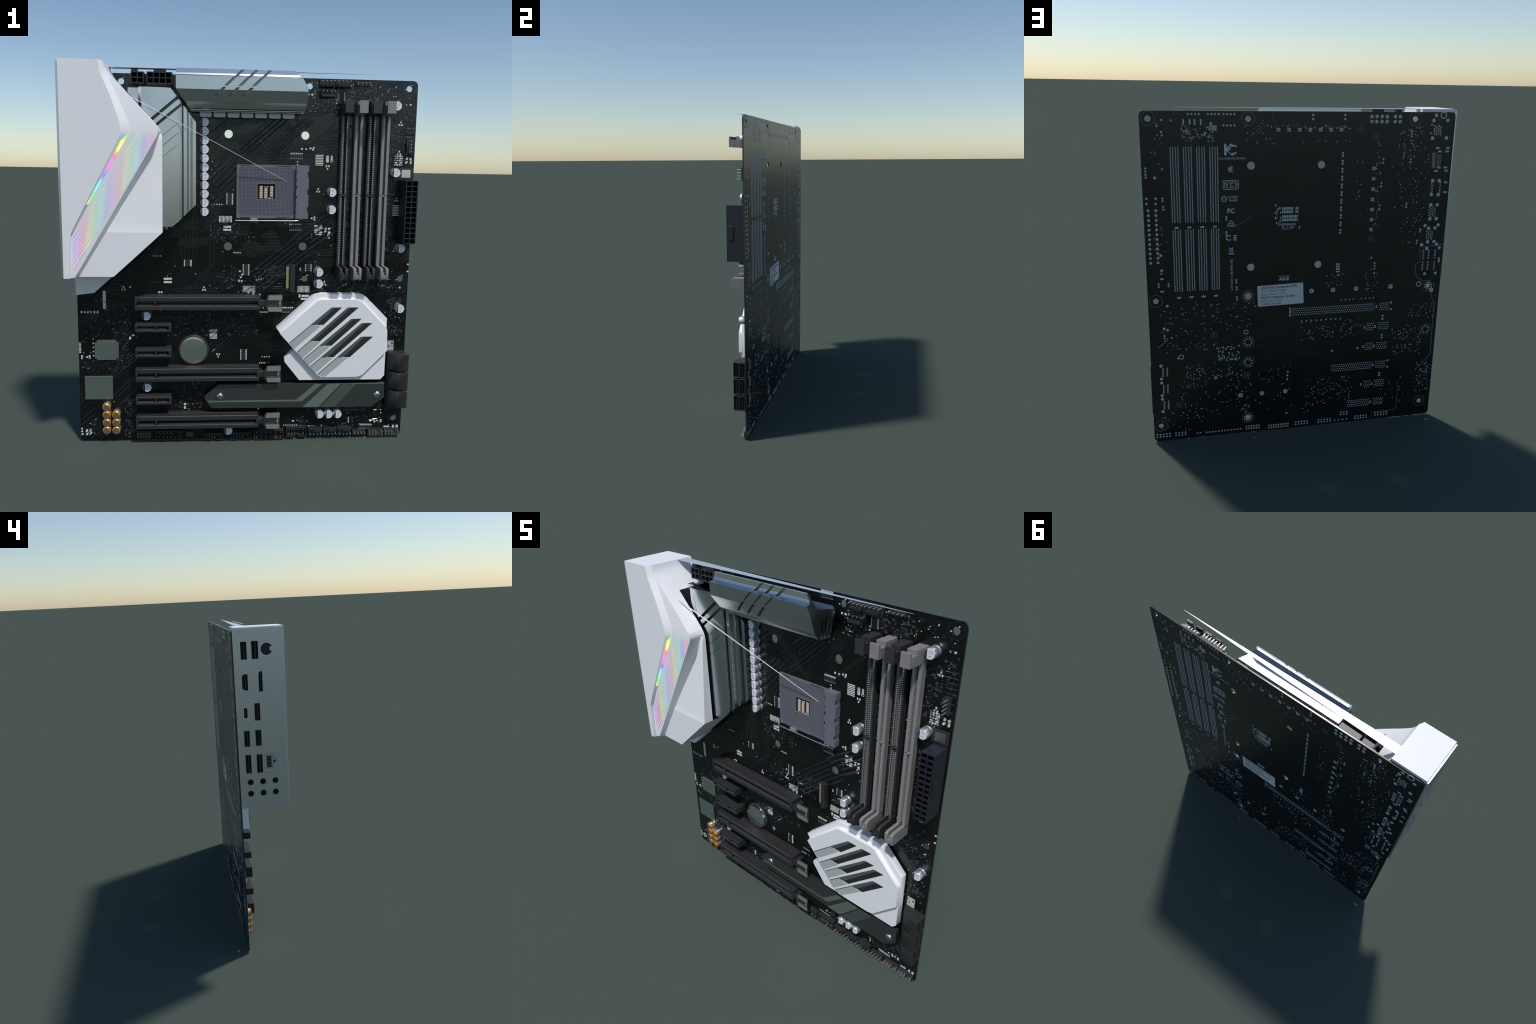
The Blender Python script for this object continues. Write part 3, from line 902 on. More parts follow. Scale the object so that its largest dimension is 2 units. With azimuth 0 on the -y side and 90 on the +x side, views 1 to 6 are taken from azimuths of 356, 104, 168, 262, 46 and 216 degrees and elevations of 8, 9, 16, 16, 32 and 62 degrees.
# audio guard line and faint drill rings
G = Part()
G.strip([(-0.90, 1.186), (-0.822, 1.178), (-0.775, 1.176), (-0.748, 1.140), (-0.752, 1.082), (-0.725, 1.066), (-0.724, 1.027), (-0.739, 0.982), (-0.779, 0.952),
         (-0.840, 0.951), (-0.866, 0.924), (-0.843, 0.877), (-0.861, 0.815), (-0.873, 0.799), (-0.879, 0.444), (-0.858, 0.418), (-0.822, 0.378)], 0.0045, YB - 0.0004, YB + 0.0006)
G.strip([(-0.668, 0.245), (-0.668, 0.070), (-0.651, 0.057), (-0.498, 0.055), (-0.493, 0.007)], 0.003, YB - 0.0004, YB + 0.0006)
for x, z in ((0.263, 1.886), (-0.322, 1.886), (-0.417, 1.845), (-0.423, 1.24), (0.53, 0.68), (0.333, 0.402), (0.75, 0.24)):
    G.annulus(x, z, 0.016, 0.0185, YB - 0.0004, YB + 0.0004, 24)
    G.annulus(x, z, 0.004, 0.007, YB - 0.0004, YB + 0.0004, 12)
G.obj("guard_line", board, ["silk_dim"], stuff=True)
G = Part()
for k in range(34):
    z = rnd.uniform(0.42, 0.70); x = rnd.uniform(-0.55, 0.5)
    l = rnd.uniform(0.06, 0.25)
    G.strip([(x, z), (x + l, z), (x + l + 0.03, z + 0.03 * rnd.choice((-1, 1)))], 0.0022, YB - 0.0004, YB + 0.0003)
G.obj("copper_run", board, ["back_run"], stuff=True)

# certification marks and label on the back
lettering("printed_mark", "K", 0.085, 0.434, 1.774, board, "silk_back", bold=0.002)
lettering("printed_mark", "C", 0.070, 0.412, 1.774, board, "silk_back", bold=0.001)
lettering("printed_text", "R-R-MSQ-PX370-PRO", 0.0165, 0.412, 1.728, board, "silk_back")
lettering("printed_mark", "C", 0.045, 0.424, 1.667, board, "silk_back")
lettering("printed_mark", "+", 0.040, 0.423, 1.669, board, "silk_back", bold=0.001)
k = Part()
for g_, w in ((0.0, 0.0028), (0.008, 0.0022)):
    fr = rounded(rect(0.380 + g_, 0.466 - g_, 1.558 + g_, 1.607 - g_), 0.006, 3)
    k.strip(fr + [fr[0]], w, YB - 0.0004, YB + 0.0009)
k.annulus(0.461, 1.504, 0.0125, 0.0165, YB - 0.0004, YB + 0.0009, 22)
k.box(0.450, 0.472, YB - 0.0004, YB + 0.0009, 1.5025, 1.5055)
tri = rounded([(0.4475, 1.347), (0.3985, 1.347), (0.423, 1.381)], 0.006, 3)
k.strip(tri + [tri[0]], 0.0032, YB - 0.0004, YB + 0.0009)
k.annulus(0.423, 1.357, 0.006, 0.0085, YB - 0.0004, YB + 0.0009, 16)
k.box(0.408, 0.437, YB - 0.0004, YB + 0.0009, 1.180, 1.1875)
k.strip([(0.437, 1.222), (0.410, 1.195)], 0.0026, YB - 0.0004, YB + 0.0009)
k.strip([(0.410, 1.222), (0.437, 1.195)], 0.0026, YB - 0.0004, YB + 0.0012)
k.strip([(0.434, 1.214), (0.413, 1.214), (0.416, 1.197), (0.431, 1.197), (0.434, 1.214)], 0.002, YB - 0.0004, YB + 0.0007)
k.obj("printed_mark", board, ["silk_back"])
lettering("printed_mark", "V C I", 0.030, 0.423, 1.5825, board, "silk_back", bold=0.0006)
lettering("printed_text", "D33801", 0.0175, 0.410, 1.513, board, "silk_back")
lettering("printed_text", "RoHS", 0.0185, 0.410, 1.495, board, "silk_back", bold=0.0003)
lettering("printed_mark", "FC", 0.036, 0.424, 1.434, board, "silk_back", bold=0.001)
lettering("printed_mark", "C E", 0.044, 0.422, 1.276, board, "silk_back", bold=0.0007)
lettering("printed_text", "CAN ICES-3 (B)/NMB-3(B)", 0.0175, 0.4215, 1.055, board, "silk_back", rot=math.pi / 2)
lettering("printed_text", "MADE IN CHINA", 0.0095, 0.109, 1.031, board, "silk_back")
lettering("printed_mark", "ASUS", 0.026, 0.110, 1.013, board, "silk_back", bold=0.0008)
lab = Part()
lab.prism([(0.271, 0.977), (-0.008, 0.985), (-0.015, 0.853), (0.265, 0.847)], YB - 0.0002, YB + 0.0010)
lab = lab.obj("paper_label", board, ["sticker"])
for i, (t, s, bo) in enumerate((("ASUSTek Computer INC.", 0.0215, 0.0006), ("15 Li-Te Road, Peitou,", 0.0175, 0), ("Taipei, Taiwan 11259", 0.0175, 0),
                                ("ASUS Computer GmbH", 0.0215, 0.0006), ("Harkortstr. 21-23,", 0.0175, 0), ("D-40880 Ratingen", 0.0175, 0))):
    lettering("label_text", t, s, 0.251, 0.963 - 0.0205 * i, lab, "sticker_ink", y=YB + 0.0014, rot=0.022, bold=bo, align="LEFT")
lettering("printed_text", "0X1904C570-12A-0", 0.014, 0.640, 0.158, board, "silk_dim", back=False)

# ------------------------------------------------------------------ rear cover
xp = [(2.0, -.714), (1.949, -.708), (1.926, -.699), (1.875, -.677), (1.835, -.660), (1.771, -.638), (1.719, -.621), (1.69, -.615), (1.66, -.618),
      (1.612, -.641), (1.432, -.734), (1.187, -.8588), (0.967, -.8695)]
xb = [(2.0, -.6985), (1.947, -.682), (1.913, -.668), (1.844, -.634), (1.727, -.582), (1.698, -.575), (1.668, -.574), (1.326, -.776), (1.177, -.8605), (0.967, -.870)]
yb = [(2.0, -.148), (1.91, -.150), (1.7, -.157), (1.66, -.158), (1.33, -.160), (1.177, -.157), (0.967, -.160)]
xs = [(2.0, -.698), (1.98, -.694), (1.955, -.681), (1.921, -.650), (1.886, -.618), (1.846, -.579), (1.787, -.522), (1.722, -.462), (1.704, -.4455), (1.68, -.433), (1.656, -.4285),
      (1.188, -.4285), (0.967, -.669)]
xl = [(2.0, -.698), (1.98, -.694), (1.955, -.683), (1.921, -.656), (1.886, -.624), (1.846, -.584), (1.787, -.527), (1.722, -.467), (1.704, -.452), (1.69, -.4455), (1.677, -.442), (1.665, -.4435), (1.65, -.4500),
      (1.635, -.4595), (1.301, -.655), (0.967, -.851)]
yl = [(2.0, -.148), (1.95, -.147), (1.80, -.146), (1.72, -.147), (1.68, -.149), (0.967, -.149)]
lpy = [(1.69, -.072), (1.66, -.079), (1.631, -.084), (1.189, -.1205), (0.967, -.120)]
xw = [(1.66, -.4445), (1.645, -.449), (1.608, -.461), (1.558, -.484), (1.299, -.636), (1.194, -.698), (0.967, -.838)]


def cover_slice(z):
    P1 = (lerp_table(xp, z), -0.176)
    P2 = (lerp_table(xb, z), lerp_table(yb, z))
    P3 = (lerp_table(xl, z), lerp_table(yl, z))
    X = lerp_table(xs, z)
    if z >= 1.70:
        P4 = (X - 0.0002, -0.100); P5 = (X, -0.078)
    elif z >= 1.665:
        t = (1.70 - z) / 0.035
        P4 = (X - 0.0002 - 0.011 * t, -0.100 + 0.026 * t); P5 = (X, -0.078 + 0.012 * t)
    else:
        P4 = (lerp_table(xw, z), lerp_table(lpy, z)); P5 = (X, lerp_table(lpy, z) + (0.002 if z > 1.19 else 0.0))
    back = 0.104 if z > 1.875 else (-0.060 if z > 1.188 else 0.070)
    if back < P5[1] + 0.004:
        back = P5[1] + 0.004
    if z > 1.875:
        far = [(X, back), (min(X - 0.004, -0.60), back), (min(X - 0.005, -0.601), 0.1045)]
    else:
        xi = min(X - 0.002, -0.60)
        far = [(X, back), (xi, back), (xi - 0.0005, 0.1045)]
    return [(-0.899, -0.176), P1, P2, P3, P4, P5] + far + [(-0.899, 0.1045)]


zs = [2.0, 1.98, 1.965, 1.95, 1.935, 1.92, 1.9, 1.8755, 1.8745, 1.85, 1.82, 1.79, 1.76, 1.735, 1.72, 1.71, 1.70, 1.69, 1.68, 1.672, 1.664, 1.655, 1.645, 1.635, 1.61,
      1.56, 1.50, 1.43, 1.36, 1.30, 1.24, 1.195, 1.1885, 1.1870, 1.177, 1.12, 1.06, 1.01, 0.967]
p = Part()
p.loft([[(x, y, z) for x, y in cover_slice(z)] for z in zs])
nv = len(cover_slice(1.5))
fi = 0
for k in range(len(zs) - 1):
    for i in range(nv):
        if zs[k] < 1.876 and i in (5, 6, 7) and (i != 5 or zs[k] > 9):
            p.m[fi] = 1
        fi += 1
cover = p.obj("rear_cover", root, ["white", "black_inner"], angle=24)
cm_ = cover.data
for e in cm_.edges:
    a_, b_ = e.vertices
    if a_ % nv == b_ % nv and a_ % nv in (0, 1, 2, 3, 6) and a_ // nv != b_ // nv:
        e.use_edge_sharp = True
    if a_ % nv == b_ % nv and a_ % nv in (4, 5) and max(cm_.vertices[a_].co.z, cm_.vertices[b_].co.z) < 1.69:
        e.use_edge_sharp = True
p = Part()
p.prism([(-0.8985, 0.985), (-0.8985, 0.834), (-0.803, 0.846), (-0.650, 0.985)], 0.069, 0.1085)
p.obj("cover_foot", cover, ["white_side"], bevel=0.001)

# light bar in the channel beside the front panel
lb = Part()
zz = [1.662, 1.63, 1.60, 1.55, 1.50, 1.45, 1.40, 1.36, 1.327]
rl = []
for i, z in enumerate(zz):
    a = Vector((lerp_table(xp, z), -0.176)); b = Vector((lerp_table(xb, z), lerp_table(yb, z)))
    u = a.lerp(b, 0.48 if i else 0.85); v = a.lerp(b, 0.98)
    d = Vector((b.y - a.y, -(b.x - a.x))).normalized() * 0.0015
    if d.y > 0:
        d = -d
    rl.append([(u.x + d.x, u.y + d.y, z), (v.x + d.x, v.y + d.y, z + 0.004), (v.x, v.y, z + 0.004), (u.x, u.y, z)])
lb.loft(rl)
led_mat = rainbow("rainbow_light_bar", (0.517, 0.0, 0.856), 0.332, 0.98, 0.80, 1.0)
lb.obj("light_bar", cover, [led_mat])
line_mat = rainbow("rainbow_light_line", (7.0, 0.0, -0.84), 1.0, 5.60, 0.62, 0.22)
tops = [-0.5500, -0.5370, -0.5230, -0.5065, -0.4940, -0.4830, -0.4715, -0.4590]
bots = [(-.859, 1.152), (-.858, 1.129), (-.858, 1.107), (-.858, 1.090), (-.857, 1.072), (-.856, 1.056), (-.856, 1.038), (-.854, 1.012)]
for xt, (x0, z0) in zip(tops, bots):
    ln = Part()
    zt = 1.678 if xt > -0.465 else 1.671
    # straight run, then a soft bend to vertical at the top
    dx, dz = xt - x0, zt - z0
    pts = [(x0 + dx * t, z0 + dz * t) for t in (0, .2, .4, .6, .8, .93)]
    xe = x0 + dx * 0.93 + 0.010
    pts = [(x0, z0)] + [(x0 + (xt + 0.004 - x0) * t, z0 + (zt - 0.022 - z0) * t) for t in (.25, .5, .75, 1.0)] + [(xt + 0.0075, zt - 0.008), (xt + 0.008, zt)]
    rings = []
    for i, (x, z) in enumerate(pts):
        a = Vector((lerp_table(xb, z), lerp_table(yb, z))); b = Vector((lerp_table(xl, z), lerp_table(yl, z)))
        t = (x - a.x) / max(1e-4, b.x - a.x)
        y = a.y + (b.y - a.y) * t
        w = 0.0013
        rings.append([(x - w, y - 0.0008, z), (x + w, y - 0.0008, z), (x + w, y + 0.0015, z), (x - w, y + 0.0015, z)])
    ln.loft(rings)
    ln.obj("light_line", cover, [line_mat])

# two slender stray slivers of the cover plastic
p = Part()
p.prism_z([(-0.699, 0.0157), (-0.699, 0.0698), (0.722, 0.0290), (0.722, 0.0285)], 1.9972, 1.9988)
p.obj("plastic_sliver", cover, ["sliver"])
p = Part()
a = Vector((-0.5717, -0.0997, 1.8417)); b = Vector((0.535, 0.1758, 1.2837))
d = (b - a).normalized()
w = d.cross(Vector((0, 0, 1))).normalized(); h = w.cross(d).normalized()
ring = lambda c, s, t: [tuple(c + w * s + h * t), tuple(c - w * s + h * t), tuple(c - w * s - h * t), tuple(c + w * s - h * t)]
p.loft([ring(a, 0.0036, 0.0012), ring(a.lerp(b, 0.69), 0.0011, 0.0006), ring(a.lerp(b, 0.78), 0.0003, 0.0002), ring(b, 0.0001, 0.0001)])
p.obj("plastic_sliver", cover, ["white_side"])

# ------------------------------------------------------------------ rear port shield
XS = -0.910


def yz(pts):
    return pts


ports = {
    "usb_port": [[(0.069, 1.924), (0.0355, 1.924), (0.0355, 1.828), (0.069, 1.828)], [(0.0085, 1.925), (-0.0285, 1.925), (-0.0285, 1.828), (0.0085, 1.828)],
                 [(0.007, 1.583), (-0.0245, 1.583), (-0.0245, 1.485), (0.007, 1.485)], [(0.073, 1.429), (0.042, 1.429), (0.042, 1.338), (0.073, 1.338)],
                 [(0.008, 1.430), (-0.0245, 1.430), (-0.0245, 1.339), (0.008, 1.339)], [(0.0725, 1.288), (0.040, 1.288), (0.040, 1.179), (0.0725, 1.179)],
                 [(0.008, 1.287), (-0.026, 1.287), (-0.026, 1.178), (0.008, 1.178)]],
    "hdmi_port": [[(0.069, 1.738), (0.056, 1.748), (0.037, 1.748), (0.037, 1.658), (0.054, 1.658), (0.069, 1.669)]],
    "display_port": [[(-0.024, 1.743), (-0.030, 1.759), (-0.0455, 1.759), (-0.0455, 1.648), (-0.0235, 1.648)]],
    "usb_c_port": [rounded(rect(0.048, 0.067, 1.5025, 1.560), 0.006, 3)],
    "network_port": [[(-0.044, 1.285), (-0.0945, 1.285), (-0.0945, 1.262), (-0.103, 1.262), (-0.103, 1.252), (-0.110, 1.252), (-0.110, 1.226), (-0.103, 1.226), (-0.103, 1.214), (-0.0945, 1.214), (-0.0945, 1.190), (-0.044, 1.190)]],
}
jacks = [(0.0495, 1.1245), (-0.023, 1.1245), (-0.0955, 1.1245), (0.0505, 1.055), (-0.023, 1.055), (-0.0955, 1.055)]
ps2 = [(-0.0745 + 0.0325 * math.cos(a), 1.879 + 0.0330 * math.sin(a)) for a in [math.radians(208 + 304 * k / 22) for k in range(23)]]
ps2 = [(-0.0745 + 0.0325 * math.cos(math.radians(180 + 20 + 320 * k / 22)), 1.879 + 0.033 * math.sin(math.radians(180 + 20 + 320 * k / 22))) for k in range(23)] + [(-0.0920, 1.890), (-0.0920, 1.868)]
hol = [q for v in ports.values() for q in v] + [circle(y, z, 0.0182, 20) for y, z in jacks] + [ps2]
# local x of the plate runs along -y of the world, local y along z
me = plate_with_holes(rounded([(-0.110, 0.968), (0.172, 0.968), (0.172, 1.993), (-0.110, 1.993)], 0.003, 2), [[(-y, z) for y, z in h] for h in hol], 0.0105)
R = Matrix(((0, 0, -1, 0), (-1, 0, 0, 0), (0, 1, 0, 0), (0, 0, 0, 1)))
me.transform(Matrix.Translation((XS + 0.00525, 0, 0)) @ R)
bm = bmesh.new(); bm.from_mesh(me); bmesh.ops.recalc_face_normals(bm, faces=bm.faces); bm.to_mesh(me); bm.free()
me.materials.append(M["shield"])
shield = place("port_shield", me, root)
XB = -0.8997


def grow(poly, g):
    c = Vector((sum(a for a, _ in poly) / len(poly), sum(b for _, b in poly) / len(poly)))
    out = []
    for a, b in poly:
        out.append((a + math.copysign(g, a - c.x), b + math.copysign(g, b - c.y)))
    return out


for kind, lst in ports.items():
    for poly in lst:
        p = Part()
        ys = [a for a, _ in poly]; zs_ = [b for _, b in poly]
        y0, y1, z0, z1 = min(ys), max(ys), min(zs_), max(zs_)
        p.prism_x(grow(poly, 0.001), XB - 0.0012, XB + 0.0002, 2 if kind == "network_port" else 0)
        if kind == "network_port":
            for i in range(8):
                zc = z0 + 0.018 + i * 0.0085
                p.box(XB - 0.006, XB - 0.001, y1 - 0.034, y1 - 0.008, zc - 0.0026, zc + 0.0026, 0)
            p.box(XB - 0.008, XB - 0.001, -0.100, -0.090, 1.234, 1.244, 0)
            g = Part()
            o = p.obj(kind, shield, ["hole", "tongue", "frame"])
            for a0, a1, b0, b1 in ((-0.1175, -0.0385, 1.2905, 1.2935), (-0.1175, -0.0385, 1.1755, 1.1785), (-0.1185, -0.1160, 1.1755, 1.2935), (-0.0400, -0.0380, 1.1755, 1.2935)):
                g.box(XS - 0.0008, XS + 0.002, a0, a1, b0, b1)
            g.obj("port_rim", shield, ["frame"])
            continue
        if kind == "usb_c_port":
            p.prism_x(rounded(rect(y0 + 0.0065, y1 - 0.0065, z0 + 0.012, z1 - 0.012), 0.002, 2), XB - 0.008, XB - 0.001, 1)
        else:
            t = y0 + (y1 - y0) * 0.30
            p.box(XB - 0.006, XB - 0.001, t, t + (y1 - y0) * 0.22, z0 + 0.004, z1 - 0.004, 1)
        p.obj(kind, shield, ["hole", "tongue"])
        g = Part()
        th = 0.0016
        if kind == "usb_port" and z1 < 1.5:
            g.box(XS - 0.0008, XS + 0.004, y0 - 0.003, y1 + 0.003, z1 + 0.0005, z1 + 0.0035)
            g.box(XS - 0.0008, XS + 0.004, y0 - 0.003, y1 + 0.003, z0 - 0.0035, z0 - 0.0005)
            if z1 > 1.4:
                g.box(XS - 0.0008, XS + 0.004, y0 - 0.0035, y0 - 0.0005, z0 - 0.0035, z1 + 0.0035)
                g.box(XS - 0.0008, XS + 0.004, y1 + 0.0005, y1 + 0.0035, z0 - 0.0035, z1 + 0.0035)
            g.obj("port_rim", shield, ["frame"])
p = Part()
p.prism_x(grow(ps2, 0.001), XB - 0.0012, XB + 0.0002)
p.obj("keyboard_port", shield, ["jack"])


def ring_x(part, y, z, r0, r1, x0, x1, n=24, m=0):
    cs = [(math.cos(2 * math.pi * k / n), math.sin(2 * math.pi * k / n)) for k in range(n)]
    ids = [part.ring([(x, y + r * c, z + r * s) for c, s in cs]) for r, x in ((r0, x1), (r0, x0), (r1, x0), (r1, x1))]
    for a, b in zip(ids, ids[1:] + ids[:1]):
        for i in range(n):
            j = (i + 1) % n
            part.face((a[i], a[j], b[j], b[i]), m)


for y, z in jacks:
    p = Part()
    ring_x(p, y, z, 0.0125, 0.0184, XS + 0.002, XB, 20, 0)
    p.prism_x(circle(y, z, 0.0128, 20), XB - 0.001, XB + 0.0002, 1)
    p.obj("audio_jack", shield, ["jack", "hole"])

# ------------------------------------------------------------------ voltage regulator heat sink beside the cover
# height profile across x; every line is clipped by the outline at its own x
prof = [(-0.602, 0.030), (-0.602, -0.009), (-0.5475, -0.009), (-0.546, -0.039), (-0.531, -0.049), (-0.505, -0.052), (-0.47, -0.050), (-0.43, -0.0445), (-0.39, -0.036), (-0.36, -0.029), (-0.345, -0.022),
        (-0.335, -0.012), (-0.3325, 0.030), (-0.3265, 0.030), (-0.326, 0.002), (-0.311, 0.006), (-0.3105, 0.035), (-0.3055, 0.040), (-0.302, 0.034), (-0.296, 0.036), (-0.2955, 0.075), (-0.287, 0.078),
        (-0.284, 0.063), (-0.267, 0.066), (-0.267, 0.100), (-0.320, 0.100), (-0.321, 0.040)]


def vrm_top(x):
    return 1.898 if x <= -0.39 else 1.898 + (x + 0.39) / (-0.267 + 0.39) * (1.742 - 1.898)


def vrm_bot(x):
    return 1.211 if x <= -0.381 else 1.211 + (x + 0.381) / (0.114) * (1.318 - 1.211)


xsamp = []
for (x0, y0), (x1, y1) in zip(prof, prof[1:]):
    xsamp.append((x0, y0))
    if x0 < -0.385 < x1 and y0 < 0:
        t = (-0.385 - x0) / (x1 - x0)
        xsamp.append((-0.385, y0 + (y1 - y0) * t))
xsamp.append(prof[-1])
p = Part()
p.loft([[(x, y, vrm_bot(x)) for x, y in xsamp], [(x, y, vrm_top(x)) for x, y in xsamp]])
vrm = p.obj("heat_sink", root, ["alu"], angle=20)
p = Part(); p.box(-0.585, -0.33, 0.028, 0.105, 1.25, 1.855); p.obj("heat_sink_base", vrm, ["ic"])
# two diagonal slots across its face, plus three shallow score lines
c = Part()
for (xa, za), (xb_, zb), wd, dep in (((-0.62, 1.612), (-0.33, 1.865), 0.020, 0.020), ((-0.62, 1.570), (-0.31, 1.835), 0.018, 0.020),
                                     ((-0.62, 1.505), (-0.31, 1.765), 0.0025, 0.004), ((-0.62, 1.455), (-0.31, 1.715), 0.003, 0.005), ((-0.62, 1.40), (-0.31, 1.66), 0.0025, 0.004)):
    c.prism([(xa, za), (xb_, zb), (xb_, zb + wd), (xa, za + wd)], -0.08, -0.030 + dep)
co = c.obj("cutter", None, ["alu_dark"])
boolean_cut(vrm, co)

# heat sink along the top edge: a profile in (y, z) swept along x
tp = [(0.0660, 1.9400), (0.0645, 1.928), (0.000, 1.932), (-0.008, 1.940), (-0.0115, 1.9965), (-0.022, 1.9970), (-0.0232, 1.988), (-0.0252, 1.974), (-0.029, 1.966), (-0.0345, 1.961), (-0.0405, 1.9590), (-0.0408, 1.9595), (-0.0572, 1.9560),
      (-0.0568, 1.925), (-0.0563, 1.893), (-0.044, 1.858), (-0.034, 1.836), (-0.022, 1.826), (-0.016, 1.8195), (-0.006, 1.806), (0.004, 1.803), (0.006, 1.885), (0.016, 1.890), (0.018, 1.800), (0.028, 1.798), (0.030, 1.885), (0.042, 1.888),
      (0.044, 1.796), (0.056, 1.796), (0.058, 1.862), (0.066, 1.864), (0.068, 1.795), (0.0760, 1.795), (0.0770, 1.930)]


def top_left(z):
    return -0.362 if z >= 1.893 else -0.362 + (1.893 - z) / 0.097 * 0.073


def top_right(y, z):
    r = lerp_table([(1.997, 0.232), (1.953, 0.268), (1.907, 0.2945), (1.85, 0.2945), (1.795, 0.286)], z)
    return r + (0.028 if y > 0.045 and z > 1.9 else 0.0)


p = Part()
p.loft([[(top_left(z), y, z) for y, z in tp], [(top_right(y, z), y, z) for y, z in tp]])
top = p.obj("heat_sink", root, ["alu"], angle=12)
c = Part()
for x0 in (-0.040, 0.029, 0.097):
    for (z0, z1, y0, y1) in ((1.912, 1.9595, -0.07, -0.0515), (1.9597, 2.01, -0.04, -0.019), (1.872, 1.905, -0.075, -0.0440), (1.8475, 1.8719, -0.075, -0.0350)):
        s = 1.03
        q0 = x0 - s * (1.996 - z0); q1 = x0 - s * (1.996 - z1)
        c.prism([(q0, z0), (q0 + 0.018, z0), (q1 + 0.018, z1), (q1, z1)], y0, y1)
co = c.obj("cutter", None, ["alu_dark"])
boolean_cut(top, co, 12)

# chokes peeping out under it, and beside the other one
ch = Part().prism(rounded(rect(-0.0325, 0.0325, -0.042, 0.042), 0.012, 4), 0.078, YF).mesh("choke", ["choke"], bevel=0.002)
for i in range(7):
    place("choke", ch, root, loc=(-0.2175 + i * 0.0717, 0, 1.811))
chl = Part().prism(rounded(rect(-0.042, 0.042, -0.027, 0.027), 0.010, 4), 0.078, YF).mesh("choke", ["choke"], bevel=0.002)
chs = Part().box(-0.010, 0.010, 0.085, YF, -0.014, 0.014).mesh("choke_lead", ["alu"])
place("choke", chs, root, loc=(-0.425, 0, 1.200))

# ------------------------------------------------------------------ capacitors
def cap_mesh(r, h):
    p = Part()
    n = 22
    y0 = YF - h
    p.cyl(0, 0, [(r * 0.90, y0), (r, y0 + r * 0.16), (r, YF - 0.012), (r * 0.93, YF - 0.009), (r, YF - 0.006), (r, YF)], n, 0, capm=3)
    # dark polarity segment on the top
    a0 = math.acos(-0.52)
    seg = [(r * 0.88 * math.cos(a), r * 0.88 * math.sin(a)) for a in [a0 + (2 * math.pi - 2 * a0) * k / 8 for k in range(9)]]
    p.prism(seg, y0 - 0.0006, y0 + 0.001, 1)
    for zz_, l in ((0.40, 0.55), (0.10, 0.62), (-0.45, 0.35)):
        for k in range(4):
            x = r * (-0.15 + 0.17 * k * l / 0.55)
            p.box(x, x + r * 0.10, y0 - 0.0005, y0 + 0.0005, zz_ * r, zz_ * r + r * 0.16, 2)
    return p.mesh("capacitor", ["can", "canmark", "cantext", "cantop"], angle=40)


cm = cap_mesh(0.0236, 0.0430)
for i in range(11):
    place("capacitor", cm, root, loc=(-0.2225, 0, 1.7440 - i * 0.04625))
cm2 = cap_mesh(0.0250, 0.0440)
for x, z in ((-0.531, 0.720), (-0.530, 0.320), (-0.087, 0.064), (0.454, 1.391), (0.4545, 1.299), (0.7955, 1.4995), (0.842, 1.093), (0.397, 0.960), (0.3975, 0.896), (0.855, 0.757), (0.7865, 1.847)):
    place("capacitor", cm2, root, loc=(x, 0, z))
cm3 = cap_mesh(0.0240, 0.0520)
for x in (0.4235, 0.4745, 0.5255):
    place("capacitor", cm3, root, loc=(x, 0, 0.1545))
p = Part()
p.cyl(0, 0, [(0.0165, 0.0715), (0.0165, 0.0723)], 22, 1)
p.cyl(0, 0, [(0.0180, 0.0722), (0.0224, 0.0765), (0.0224, 0.0870)], 22, 2)
p.cyl(0, 0, [(0.0218, 0.0869), (0.0222, YF)], 22, 0)
for k in range(12):
    a = 2 * math.pi * k / 12
    p.box(0.0200 * math.cos(a) - 0.0012, 0.0200 * math.cos(a) + 0.0012, 0.0722, 0.0745, 0.0200 * math.sin(a) - 0.0012, 0.0200 * math.sin(a) + 0.0012, 3)
gm = p.mesh("audio_capacitor", ["can", "chipmetal", "gold", "canmark"], angle=40)
for x, z in ((-0.754, 0.2055), (-0.754, 0.162), (-0.754, 0.117), (-0.754, 0.073), (-0.7025, 0.162), (-0.7025, 0.117), (-0.7025, 0.072)):
    place("audio_capacitor", gm, root, loc=(x, 0, z))


# ------------------------------------------------------------------ plug housings
def plug(name, x0, x1, z0, z1, yf, nx, nz, mats, wall=0.0045, depth=0.035):
    p = Part()
    p.box(x0, x1, yf + depth, YF, z0, z1, 0)
    cw = (x1 - x0 - wall) / nx
    chh = (z1 - z0 - wall) / nz
    for i in range(nx + 1):
        p.box(x0 + i * cw, x0 + i * cw + wall, yf, yf + depth + 0.001, z0, z1, 0)
    for j in range(nz + 1):
        for i in range(nx):
            p.box(x0 + i * cw + wall, x0 + (i + 1) * cw, yf + 0.0003, yf + depth + 0.001, z0 + j * chh, z0 + j * chh + wall, 0)
    for i in range(nx):
        for j in range(nz):
            cx = x0 + wall / 2 + (i + 0.5) * cw; cz = z0 + wall / 2 + (j + 0.5) * chh
            p.box(cx - cw / 2 + wall / 2 - 0.0002, cx + cw / 2 - wall / 2 + 0.0002, yf + depth - 0.0012, yf + depth - 0.0002, cz - chh / 2 + wall / 2 - 0.0002, cz + chh / 2 - wall / 2 + 0.0002, 1)
    return p.obj(name, root, mats)


